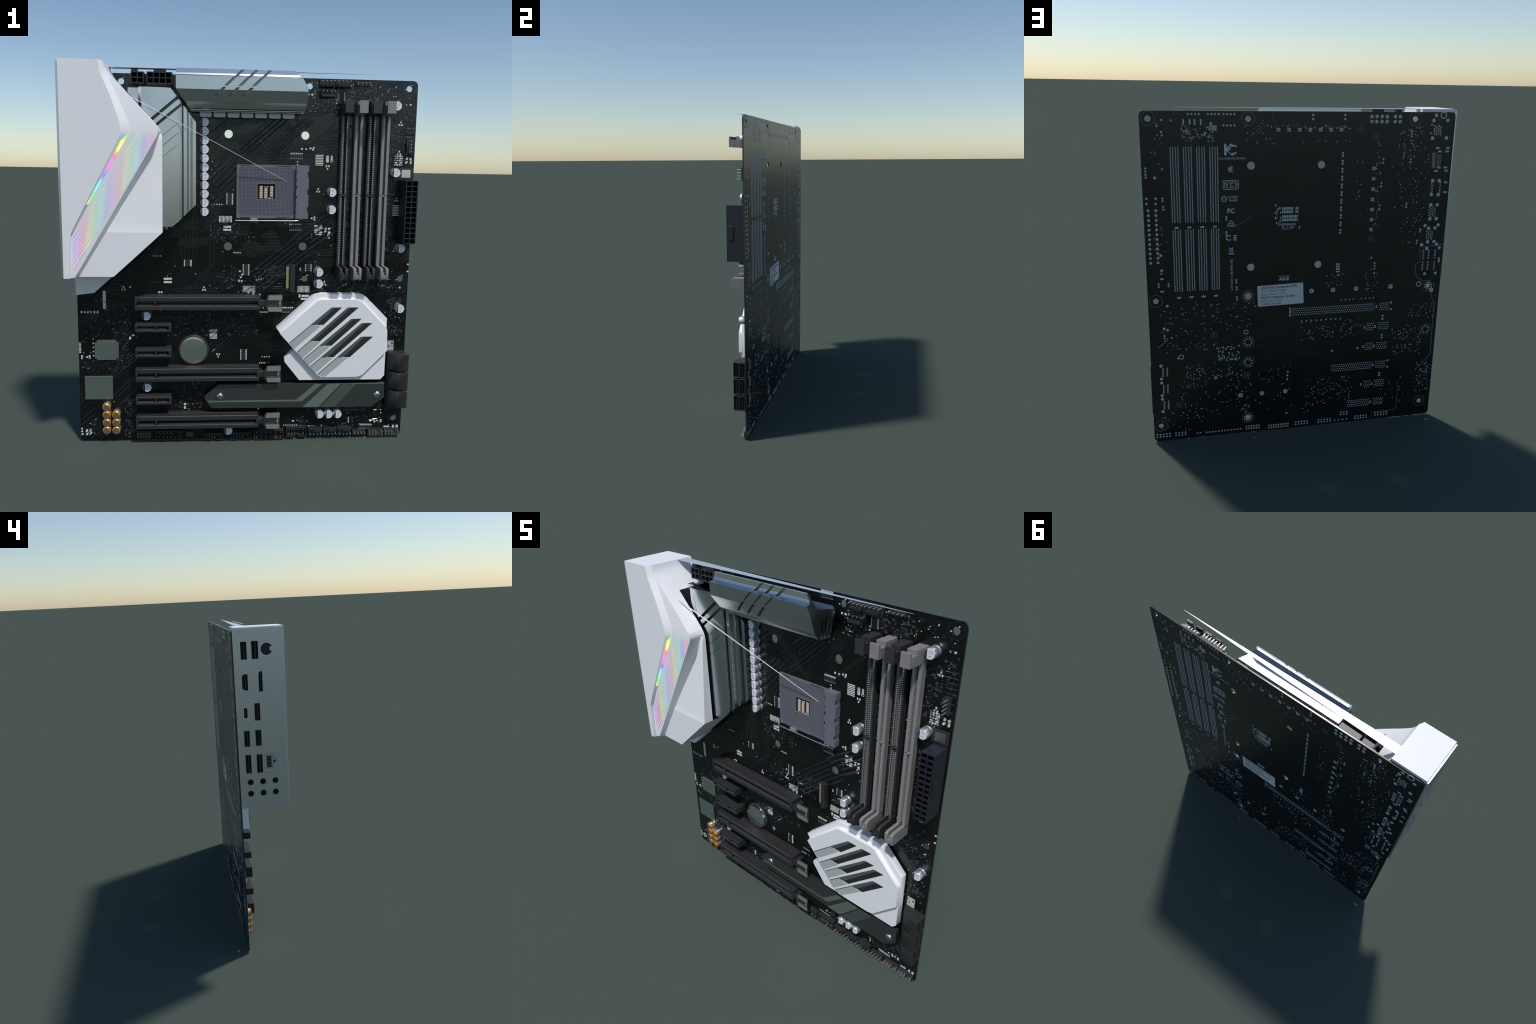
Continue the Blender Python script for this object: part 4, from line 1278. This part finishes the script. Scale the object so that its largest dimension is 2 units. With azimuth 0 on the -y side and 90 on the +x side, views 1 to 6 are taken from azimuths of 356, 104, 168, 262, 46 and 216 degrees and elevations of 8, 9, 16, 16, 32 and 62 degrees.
atx = plug("power_plug", 0.834, 0.8985, 1.125, 1.461, 0.004, 2, 12, ["navy", "hole"])
p = Part(); p.box(0.8985, 0.9045, 0.018, 0.046, 1.255, 1.338); p.obj("plug_latch", atx, ["navy"], bevel=0.001)
e4 = plug("power_plug", -0.589, -0.525, 1.922, 1.979, 0.0125, 2, 2, ["navy", "hole"])
p = Part(); p.box(-0.588, -0.557, 0.022, 0.060, 1.979, 1.993); p.obj("plug_latch", e4, ["navy"], bevel=0.001)
e8 = plug("power_plug", -0.5105, -0.385, 1.922, 1.980, 0.0125, 4, 2, ["navy", "hole"])
p = Part(); p.box(-0.477, -0.417, 0.022, 0.060, 1.980, 1.9935); p.obj("plug_latch", e8, ["navy"], bevel=0.001)
p = Part(); p.box(-0.612, -0.370, 0.1035, YF, 1.913, 1.981); p.obj("plug_base", e8, ["black"])

# ------------------------------------------------------------------ processor socket
p = Part()
# frame, grid of pin walls, recess in the middle
X0, X1, Z0, Z1 = -0.0535, 0.262, 1.249, 1.5315
p.box(X0, X1, 0.1000, YF, Z0, Z1, 2)
for b in ((X0, X1, Z1 - 0.012, Z1), (X0, X1, Z0, Z0 + 0.012), (X0, X0 + 0.007, Z0 + 0.012, Z1 - 0.012), (X1 - 0.007, X1, Z0 + 0.012, Z1 - 0.012)):
    p.box(b[0], b[1], 0.0930, 0.1005, b[2], b[3], 0)
for x0, x1, z in ((X0 + 0.018, X0 + 0.072, Z1 - 0.006), (X0 + 0.21, X0 + 0.29, Z1 - 0.006), (X0 + 0.018, X0 + 0.072, Z0 + 0.004), (X0 + 0.21, X0 + 0.285, Z0 + 0.004)):
    p.box(x0, x1, 0.0925, 0.0935, z - 0.0015, z + 0.0015, 3)
for cx, cz, sx, sz in ((X0 + .007, Z1 - .012, 1, -1), (X1 - .007, Z1 - .012, -1, -1), (X0 + .007, Z0 + .012, 1, 1), (X1 - .007, Z0 + .012, -1, 1)):
    p.prism([(cx, cz), (cx + sx * 0.016, cz), (cx, cz + sz * 0.016)], 0.0928, 0.1005, 0)
RX0, RX1, RZ0, RZ1 = 0.057, 0.1525, 1.3505, 1.431
gx = [X0 + 0.0085 + i * 0.00725 for i in range(42)]
gz = [Z0 + 0.0135 + i * 0.00725 for i in range(36)]
for x in gx:
    if RX0 - 0.004 < x < RX1 + 0.002:
        p.box(x, x + 0.0036, 0.0934, 0.1005, Z0 + 0.012, RZ0 - 0.004, 1); p.box(x, x + 0.0036, 0.0934, 0.1005, RZ1 + 0.004, Z1 - 0.012, 1)
    else:
        p.box(x, x + 0.0036, 0.0934, 0.1005, Z0 + 0.012, Z1 - 0.012, 1)
for z in gz:
    if RZ0 - 0.004 < z < RZ1 + 0.002:
        p.box(X0 + 0.007, RX0 - 0.004, 0.0937, 0.1005, z, z + 0.0036, 1); p.box(RX1 + 0.004, X1 - 0.007, 0.0937, 0.1005, z, z + 0.0036, 1)
    else:
        p.box(X0 + 0.007, X1 - 0.007, 0.0937, 0.1005, z, z + 0.0036, 1)
for b in ((RX0 - 0.004, RX1 + 0.004, RZ1, RZ1 + 0.004), (RX0 - 0.004, RX1 + 0.004, RZ0 - 0.004, RZ0), (RX0 - 0.004, RX0, RZ0, RZ1), (RX1, RX1 + 0.004, RZ0, RZ1)):
    p.box(b[0], b[1], 0.0925, 0.1005, b[2], b[3], 0)
p.box(RX0, RX1, 0.0992, 0.1003, RZ0, RZ1, 3)
# the hinge block on the right, with notches
blk = [(0.262, 1.532)]
p.box(0.262, 0.3205, 0.0745, YF, 1.249, 1.532, 0)
for z0, z1 in ((1.249, 1.283), (1.311, 1.375), (1.404, 1.468), (1.498, 1.532)):
    p.box(0.3205, 0.3285, 0.0746, YF, z0, z1, 0)
for z0, z1 in ((1.283, 1.311), (1.375, 1.404), (1.468, 1.498)):
    p.box(0.3205, 0.3265, 0.092, YF, z0, z1, 0)
for z in (1.495, 1.453, 1.325, 1.283):
    p.box(0.2595, 0.268, 0.0738, 0.076, z - 0.002, z + 0.002, 3)
for z in (1.416, 1.364):
    p.box(0.2595, 0.268, 0.0738, 0.076, z - 0.006, z + 0.006, 3)
sock = p.obj("processor_socket", root, ["socket", "socket_grid", "hole", "hole"])
p = Part()
for x0, x1, zt, n in ((0.0695, 0.0855, 1.420, 7), (0.0945, 0.111, 1.410, 6), (0.1255, 0.1415, 1.420, 6)):
    for i in range(n):
        z = zt - i * 0.0096
        p.box(x0, x1, 0.0965, 0.1, z - 0.0072, z, 0)
p.box(0.116, 0.129, 0.0965, 0.1, 1.3535, 1.358, 1); p.box(0.134, 0.141, 0.0965, 0.1, 1.3545, 1.3605, 1)
p.box(0.095, 0.100, 0.0965, 0.1, 1.414, 1.419, 1); p.box(0.106, 0.115, 0.0965, 0.1, 1.414, 1.419, 1)
p.obj("ceramic_capacitor", sock, ["shunt", "pad"])
p = Part()
pts = [(-0.059, 1.2365, 0.079), (0.255, 1.2365, 0.079), (0.272, 1.238, 0.079), (0.286, 1.242, 0.085), (0.296, 1.247, 0.098)]
rings = []
for i, (x, z, y) in enumerate(pts):
    rings.append([(x, y + 0.0036 * math.cos(2 * math.pi * k / 8), z + 0.0036 * math.sin(2 * math.pi * k / 8)) for k in range(8)])
p.loft(rings)
p.obj("socket_lever", sock, ["steel"], angle=60)
p = Part(); p.box(0.021, 0.060, 0.084, YF, 1.2275, 1.249); p.obj("lever_catch", sock, ["dimm_grey"], bevel=0.001)


# ------------------------------------------------------------------ memory slots
def rail_mesh(mat):
    p = Part()
    h = 0.0222
    p.box(-h, h, 0.098, YF, 0.985, 1.80, 0)
    for z0, z1 in ((0.985, 1.372), (1.380, 1.80)):
        p.box(-h, -0.0068, 0.0760, 0.0985, z0, z1, 0)
        p.box(0.0068, h, 0.0760, 0.0985, z0, z1, 0)
    p.box(-h, h, 0.0780, 0.0985, 1.372, 1.380, 0)
    # foot and head blocks
    p.box(-h, h, 0.0640, YF, 1.795, 1.861, 0)
    for s in (-1, 1):
        x0, x1 = sorted((s * h, s * 0.0075))
        p.loft([[(x0, -0.016, 0.990), (x1, -0.016, 0.990), (x1, -0.016, 0.936), (x0, -0.016, 0.936)],
                [(x0, 0.000, 0.997), (x1, 0.000, 0.997), (x1, 0.000, 0.929), (x0, 0.000, 0.929)],
                [(x0, 0.109, 0.997), (x1, 0.109, 0.997), (x1, 0.109, 0.932), (x0, 0.109, 0.932)]], 0)
    p.box(-0.0076, 0.0076, -0.004, 0.109, 0.934, 0.972, 0)
    p.box(-0.0076, 0.0076, -0.0155, -0.004, 0.938, 0.960, 0)
    return p.mesh("memory_slot", [mat], bevel=0.0009)


def latch_mesh(mat):
    p = Part()
    h = 0.0224
    p.box(-h, h, -0.0170, -0.006, 1.800, 1.8625, 0)
    p.box(-h, h, -0.0062, 0.026, 1.800, 1.8440, 0)
    p.box(-h, h, 0.0258, 0.0642, 1.797, 1.8625, 0)
    for k in range(5):
        p.box(-h + 0.002, h - 0.002, -0.0172, -0.0165, 1.806 + k * 0.0115, 1.811 + k * 0.0115, 0)
    p.box(h - 0.0005, h + 0.0008, -0.004, 0.020, 1.800, 1.8265, 0)
    return p.mesh("slot_latch", [mat], bevel=0.0012)


pins = Part()
z = 1.790
while z > 1.000:
    if abs(z - 1.376) > 0.010:
        for x in (-0.0115, 0.0115):
            pins.box(x - 0.0026, x + 0.0026, 0.0750, 0.0765, z - 0.0024, z + 0.0024, 0)
        pins.box(-0.0068, -0.0045, 0.079, 0.0985, z - 0.0022, z + 0.0022, 0)
    z -= 0.0098
for mat, xsn in (("dimm_dark", (0.5143, 0.6602)), ("dimm_grey", (0.5880, 0.7335))):
    rm = rail_mesh(mat); lm = latch_mesh(mat)
    pm = pins.mesh("slot_contact", ["contact" if mat == "dimm_grey" else "dotpin"] if False else ["contact"])
    for x in xsn:
        s = place("memory_slot", rm, root, loc=(x, 0, 0))
        place("slot_latch", lm, s)
        place("slot_contact", pm, s, stuff=True)


# ------------------------------------------------------------------ expansion slots
def slot(x0, x1, z0, z1, key, sz0, sz1):
    p = Part()
    yf = 0.030
    p.box(x0, x1, 0.072, YF, z0, z1, 0)
    p.box(x0, x1, yf, 0.0725, sz1, z1, 0)
    p.box(x0, x1, yf, 0.0725, z0, sz0, 0)
    p.box(x0, x0 + 0.0115, yf, 0.0725, sz0, sz1, 0)
    p.box(x1 - 0.0135, x1, yf, 0.0725, sz0, sz1, 0)
    p.box(key, key + 0.011, yf + 0.001, 0.0725, sz0, sz1, 0)
    o = p.obj("expansion_slot", root, ["black"], bevel=0.0016)
    c = Part()
    x = x0 + 0.018
    while x < x1 - 0.02:
        if not key - 0.006 < x < key + 0.016:
            for zz_, s in ((sz0, 1), (sz1, -1)):
                a, b = sorted((zz_, zz_ + s * 0.006))
                c.box(x - 0.0024, x + 0.0024, 0.036 if s > 0 else 0.040, 0.072, a, b, 0)
        x += 0.00765
    c.obj("slot_contact", o, ["contact2"], stuff=True)
    k = Part()
    k.box(x0 + 0.028, x1 - 0.026, yf - 0.0006, yf + 0.002, z1 - 0.0035, z1 - 0.001)  # lighter strip modelled for the highlight on the top front bevel
    if x1 - x0 > 0.4:
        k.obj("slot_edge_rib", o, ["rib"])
    return o


M["contact2"] = material("slot_contact_tin", (0.13, 0.145, 0.17), rough=0.35, metal=0.5)
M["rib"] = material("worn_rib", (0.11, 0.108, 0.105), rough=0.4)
for z0, z1, s0, s1 in ((0.760, 0.832, 0.782, 0.810), (0.365, 0.4375, 0.386, 0.413), (0.0965, 0.1695, 0.118, 0.145)):
    o = slot(-0.588, 0.078, z0, z1, -0.4850, s0, s1)
    zm = (z0 + z1) / 2
    k = Part()
    k.box(0.076, 0.110, 0.037, 0.046, zm - 0.017, zm + 0.017, 0)
    k.box(0.076, 0.100, 0.046, YF, zm - 0.008, zm + 0.008, 0)
    k.prism([(0.104, zm + 0.020), (0.118, zm + 0.0475), (0.196, zm + 0.0490), (0.1975, zm - 0.0475), (0.119, zm - 0.0475), (0.104, zm - 0.020)], 0.0315, 0.040, 0)
    clip = k.obj("slot_clip", o, ["black"], bevel=0.0015)
    k = Part()
    k.prism(rounded([(0.120, zm + 0.019), (0.194, zm + 0.019), (0.195, zm + 0.0455), (0.124, zm + 0.0455), (0.117, zm + 0.022)], 0.003, 2), 0.0300, 0.0318)
    k.prism(rounded([(0.120, zm - 0.019), (0.194, zm - 0.019), (0.195, zm - 0.0445), (0.124, zm - 0.0445), (0.117, zm - 0.022)], 0.003, 2), 0.0300, 0.0318)
    k.box(0.181, 0.187, 0.0300, 0.0318, zm - 0.019, zm + 0.019)
    k.cyl(0.183, zm, [(0.0065, 0.0298), (0.0065, 0.0318)], 12)
    k.obj("clip_plate", clip if False else o, ["clip_face"])
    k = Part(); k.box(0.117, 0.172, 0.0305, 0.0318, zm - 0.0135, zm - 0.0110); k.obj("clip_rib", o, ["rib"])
for z0, z1, s0, s1 in ((0.640, 0.684, 0.653, 0.673), (0.501, 0.545, 0.514, 0.534), (0.236, 0.281, 0.2495, 0.2695)):
    slot(-0.588, -0.3975, z0, z1, -0.4850, s0, s1)

# ------------------------------------------------------------------ coin battery
p = Part()
p.cyl(-0.2805, 0.519, [(0.0835, 0.098), (0.0855, 0.100), (0.0855, YF)], 48)
hold = p.obj("battery_holder", root, ["black"], angle=40)
p = Part()
p.cyl(-0.2803, 0.5222, [(0.0690, 0.0826), (0.0735, 0.0836), (0.0745, 0.0860), (0.0745, 0.0990)], 56)
p.obj("coin_battery", hold, ["coin"], angle=50)

# ------------------------------------------------------------------ metal lidded chips
p = Part()
p.box(-0.8145, -0.685, 0.1030, YF, 0.474, 0.565)
p.box(-0.803, -0.6985, 0.1035, YF, 0.4655, 0.578)
p.obj("shielded_chip", root, ["chipmetal"], bevel=0.0012)
p = Part()
p.box(-0.8715, -0.720, 0.1030, YF, 0.242, 0.375)
p.obj("shielded_chip", root, ["chipmetal"], bevel=0.0010)
p = Part()
p.box(0.8215, 0.898, 0.0995, YF, 1.4645, 1.5265, 0)
p.prism(rounded(rect(0.8345, 0.8850, 1.4740, 1.5175), 0.004, 3), 0.0970, 0.1, 1)
p.obj("power_inductor", root, ["black", "chipmetal"], bevel=0.0008)

# ------------------------------------------------------------------ upper storage socket
p = Part()
p.box(0.2425, 0.268, 0.0800, YF, 0.851, 0.998, 0)
p.box(0.2200, 0.2425, 0.0960, YF, 0.853, 0.996, 0)
for i in range(24):
    z = 0.869 + i * 0.0050
    p.box(0.2215, 0.2380, 0.0945, 0.0965, z - 0.0017, z + 0.0017, 1)
p.obj("storage_socket", root, ["black", "goldpin"])

# ------------------------------------------------------------------ storage heat sink bar with two screws
outline = [(-0.142, 0.335), (-0.2185, 0.267), (-0.2195, 0.256), (-0.180, 0.199), (0.718, 0.196), (0.786, 0.250), (0.786, 0.334)]
p = Part()
p.prism(outline, 0.0610, 0.090)
bar = p.obj("storage_heat_sink", root, ["m2"], bevel=0.0004)
p = Part()
p.box(-0.10, 0.70, 0.0895, YF, 0.225, 0.315)
p.obj("storage_module", bar, ["ic"])
ys0, ys1 = 0.0602, 0.0612
p = Part()
p.prism([(0.290, 0.2425), (0.392, 0.333), (0.432, 0.333), (0.322, 0.2335), (-0.197, 0.2335), (-0.205, 0.2425)], ys0, ys1)
p.prism([(0.326, 0.1985), (0.414, 0.1985), (0.539, 0.333), (0.465, 0.333)], ys0, ys1)
for i in range(7):
    a = 0.432 + i * 0.0112; t = 0.0042
    p.prism([(a, 0.1985), (a + t, 0.1985), (a + t + 0.122, 0.333), (a + 0.122, 0.333)], ys0 + 0.0004, ys1)
p.obj("polished_stripe", bar, ["m2mid"])
p = Part()
p.cyl(0, 0, [(0.0060, 0.0505), (0.0125, 0.0515), (0.0180, 0.0550), (0.0200, 0.0605)], 24, 0)
p.box(-0.0065, 0.0065, 0.0498, 0.052, -0.0013, 0.0013, 1); p.box(-0.0013, 0.0013, 0.0497, 0.052, -0.0065, 0.0065, 1)
sm = p.mesh("screw", ["screw", "ic"], angle=50)
for x, z in ((-0.1345, 0.2680), (0.7450, 0.2665)):
    place("screw", sm, bar, loc=(x, 0, z))

# ------------------------------------------------------------------ chipset cover
low = [(0.170, 0.652), (0.372, 0.838), (0.402, 0.845), (0.628, 0.845), (0.656, 0.831), (0.7815, 0.706), (0.7815, 0.500), (0.781, 0.380), (0.759, 0.356), (0.302, 0.357), (0.2175, 0.463), (0.2165, 0.484), (0.268, 0.530)]
rr = [0.0, 0.02, 0.02, 0.02, 0.02, 0, 0, 0, 0, 0, 0, 0, 0]
p = Part()
p.prism(rounded(low, rr, 3), 0.0575, 0.0985)
base = p.obj("chipset_cover", root, ["white"], bevel=0.0010)
topf = [(0.190, 0.6255), (0.392, 0.811), (0.414, 0.8155), (0.600, 0.8155), (0.630, 0.806), (0.773, 0.659), (0.780, 0.646), (0.7822, 0.528), (0.775, 0.521), (0.650, 0.392), (0.618, 0.381), (0.425, 0.380), (0.397, 0.393)]
foot = [(0.187, 0.6290), (0.388, 0.8150), (0.413, 0.8215), (0.602, 0.8215), (0.6345, 0.810), (0.777, 0.663), (0.781, 0.648), (0.7824, 0.528), (0.7752, 0.5208), (0.6502, 0.3918), (0.6182, 0.3808), (0.4248, 0.3798), (0.3968, 0.3928)]
mid = [(a_[0] * 0.78 + b_[0] * 0.22, a_[1] * 0.78 + b_[1] * 0.22) for a_, b_ in zip(topf, foot)]
p = Part()
p.loft([[(x, 0.0355, z) for x, z in topf], [(x, 0.0500, z) for x, z in mid], [(x, 0.0580, z) for x, z in foot]])
plate = p.obj("cover_plate", base, ["white"], angle=40)
p = Part()
p.prism([(0.180, 0.65), (0.372, 0.83), (0.63, 0.84), (0.775, 0.70), (0.775, 0.40), (0.60, 0.37), (0.32, 0.375), (0.24, 0.48)], 0.098, YF)
p.obj("chipset_body", base, ["ic"])
# five flush grooves: painted wall shade, lined floor, flat black vent, white sill glint
starts = [((0.237, 0.576), (0.266, 0.542)), ((0.280, 0.524), (0.313, 0.488)), ((0.318, 0.484), (0.349, 0.448)), ((0.353, 0.440), (0.389, 0.404)), ((0.395, 0.396), (0.440, 0.3805))]
ends = [((0.465, 0.7735), (0.523, 0.7735)), ((0.553, 0.7735), (0.615, 0.7735)), ((0.576, 0.7105), (0.634, 0.7105)), ((0.634, 0.6865), (0.694, 0.6865)), ((0.634, 0.6100), (0.701, 0.6100))]
wins = [((0.378, 0.675), (0.423, 0.675)), ((0.364, 0.583), (0.406, 0.583)), ((0.427, 0.5575), (0.470, 0.5575)), ((0.446, 0.492), (0.483, 0.492)), ((0.535, 0.492), (0.574, 0.492))]
wtop = [0.486, 0.572, 0.592, 0.651, 0.652]
for (sa, sb), (ea, eb), (wa, wb), wt in zip(starts, ends, wins, wtop):
    def at(p0, p1, zz_):
        return p0[0] + (p1[0] - p0[0]) * (zz_ - p0[1]) / (p1[1] - p0[1])
    zw = wa[1]
    xl0, xr0 = at(sa, ea, zw), at(sb, eb, zw)
    k = Part()
    k.prism([sa, sb, (xr0, zw), (xl0, zw)], 0.0351, 0.0362)
    k.obj("lined_insert", base, ["groove"])
    k = Part()
    dn = Vector((ea[0] - sa[0], ea[1] - sa[1])).normalized()
    k.strip([(sa[0] + dn.x * 0.004 + 0.0018, sa[1] + dn.y * 0.004 - 0.0018), (xl0 + 0.0018, zw - 0.0018)], 0.0042, 0.0349, 0.0360)
    k.prism([(xl0, zw), (wa[0] + 0.004, zw), (wt, ea[1] - 0.0025), (ea[0] + 0.004, ea[1] - 0.0025), (ea[0], ea[1] - 0.001)], 0.0350, 0.0362)
    k.prism([(ea[0] + 0.003, ea[1] - 0.0026), (eb[0] - 0.003, eb[1] - 0.0026), (eb[0], eb[1]), (ea[0] + 0.006, ea[1])], 0.0350, 0.0362)
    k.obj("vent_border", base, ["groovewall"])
    k = Part()
    k.prism([(wa[0] + 0.004, zw), (wb[0], zw), (eb[0] - 0.0025, eb[1] - 0.0027), (wt, ea[1] - 0.0027)], 0.0351, 0.0362)
    k.obj("vent_window", base, ["ic"])
    k = Part()
    k.prism([(wa[0] - 0.004, zw - 0.002), (wb[0] - 0.002, zw - 0.002), (wb[0], zw + 0.0015), (wa[0] - 0.002, zw + 0.0015)], 0.0346, 0.0358)
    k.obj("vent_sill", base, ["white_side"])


# ------------------------------------------------------------------ drive connectors on the right edge
def sata(z0, z1):
    p = Part()
    p.prism_z([(0.803, YF), (0.803, 0.080), (0.846, 0.036), (0.897, 0.036), (0.897, YF)], z0, z1, 0)
    for y0, y1 in ((0.036, 0.0715), (0.0735, YF)):
        p.box(0.8965, 0.9095, y0, y0 + 0.004, z0, z1, 0)
        p.box(0.8965, 0.9095, y1 - 0.004, y1, z0, z1, 0)
        p.box(0.8965, 0.9095, y0 + 0.004, y1 - 0.004, z0, z0 + 0.006, 0)
        p.box(0.8965, 0.9095, y0 + 0.004, y1 - 0.004, z1 - 0.006, z1, 0)
        p.box(0.8965, 0.9055, y0 + 0.014, y0 + 0.019, z0 + 0.016, z1 - 0.014, 0)
        p.box(0.8968, 0.8978, y0 + 0.004, y1 - 0.004, z0 + 0.006, z1 - 0.006, 1)
    p.box(0.8965, 0.908, 0.0705, 0.0745, z0 + 0.001, z1 - 0.001, 0)
    return p.obj("drive_connector", root, ["black", "hole"], bevel=0.0009)


sata(0.4065, 0.5045); sata(0.2995, 0.3990); sata(0.1945, 0.2915)
p = Part(); p.box(0.800, 0.896, 0.085, YF, 0.19, 0.507); p.obj("connector_base", root, ["black"])


# ------------------------------------------------------------------ pin headers
def header_pins(part, x0, x1, z0, z1, n, m, ytip, skip=()):
    for i in range(n):
        for j in range(m):
            if (i, j) in skip:
                continue
            x = x0 + (x1 - x0) * (i / (n - 1) if n > 1 else 0.5)
            z = z0 + (z1 - z0) * (j / (m - 1) if m > 1 else 0.5)
            part.box(x - 0.0019, x + 0.0019, ytip, YF, z - 0.0019, z + 0.0019, 1)


def boxed(x0, x1, z0, z1, n, yf=0.078, notch=None, skip=()):
    p = Part()
    w = 0.005
    p.box(x0, x1, 0.098, YF, z0, z1, 0)
    p.box(x0, x1, yf, 0.0985, z1 - w, z1, 0)
    if notch:
        p.box(x0, notch[0], yf, 0.0985, z0, z0 + w, 0); p.box(notch[1], x1, yf, 0.0985, z0, z0 + w, 0)
    else:
        p.box(x0, x1, yf, 0.0985, z0, z0 + w, 0)
    p.box(x0, x0 + w, yf, 0.0985, z0 + w, z1 - w, 0)
    p.box(x1 - w, x1, yf, 0.0985, z0 + w, z1 - w, 0)
    p.box(x0 + w, x1 - w, 0.0972, 0.0982, z0 + w, z1 - w, 2)
    header_pins(p, x0 + 0.016, x1 - 0.016, z0 + 0.013, z1 - 0.014, n, 2, 0.083, skip)
    return p.obj("pin_header", root, ["black", "pin", "hole"])


def fan(x0, x1, z0, z1, up, yf=0.064):
    p = Part()
    p.box(x0, x1, 0.0925, YF, z0, z1, 0)
    if up:      # guard wall on the upper side
        p.box(x0, x1, 0.076, 0.093, z1 - 0.010, z1, 0)
        p.box(x0 + 0.028, x1 - 0.012, yf, 0.0925, z1 - 0.014, z1 - 0.002, 0)
        zp = z0 + 0.014
    else:
        p.box(x0 + 0.004, x1 - 0.008, yf, 0.093, z0, z0 + 0.011, 0)
        zp = z1 - 0.008
    header_pins(p, x0 + 0.010, x1 - 0.006, zp, zp, 4, 1, yf)
    return p.obj("fan_header", root, ["black", "pin"])


def bare(x0, x1, z0, z1, n, m, ytip, skip=()):
    p = Part()
    p.box(x0, x1, 0.095, YF, z0, z1, 0)
    header_pins(p, x0 + 0.009, x1 - 0.009, z0 + (z1 - z0) * (0.28 if m > 1 else 0.5), z1 - (z1 - z0) * 0.28, n, m, ytip, skip)
    return p.obj("pin_header", root, ["black", "pin"])


bare(-0.594, -0.513, 0.016, 0.058, 5, 2, 0.083)
boxed(-0.483, -0.345, 0.010, 0.064, 6, notch=(-0.43, -0.40), skip=((4, 1),))
bare(-0.321, -0.279, 0.020, 0.050, 3, 2, 0.083)
boxed(-0.223, -0.113, 0.006, 0.047, 6, notch=(-0.18, -0.155), skip=((4, 0),))
boxed(-0.072, 0.041, 0.005, 0.048, 6, notch=(-0.03, -0.005), skip=((4, 0),))
boxed(0.056, 0.225, 0.003, 0.057, 6, notch=(0.13, 0.155))
boxed(0.241, 0.355, 0.018, 0.071, 6, notch=(0.29, 0.31), skip=((4, 0),))
for x0 in (0.366, 0.4515, 0.5355):
    fan(x0, x0 + 0.0775, 0.017, 0.065, True, yf=0.068)
bare(0.622, 0.698, 0.014, 0.044, 4, 1, 0.066)
bare(0.712, 0.800, 0.008, 0.049, 5, 2, 0.072, skip=((3, 1),))
bare(0.804, 0.893, 0.008, 0.049, 5, 2, 0.072, skip=((3, 1),))
fan(0.376, 0.456, 1.9375, 1.9755, False)
fan(0.460, 0.540, 1.9375, 1.9755, False)
fan(0.380, 0.458, 1.887, 1.924, False)
bare(0.567, 0.647, 1.950, 1.970, 4, 1, 0.078)
p = Part()
p.box(0.855, 0.885, 0.095, YF, 1.603, 1.679, 0)
for i in range(4):
    z = 1.613 + i * 0.0185
    p.box(0.868, 0.872, 0.064, YF, z - 0.0019, z + 0.0019, 1)
p.obj("pin_header", root, ["black", "pin"])
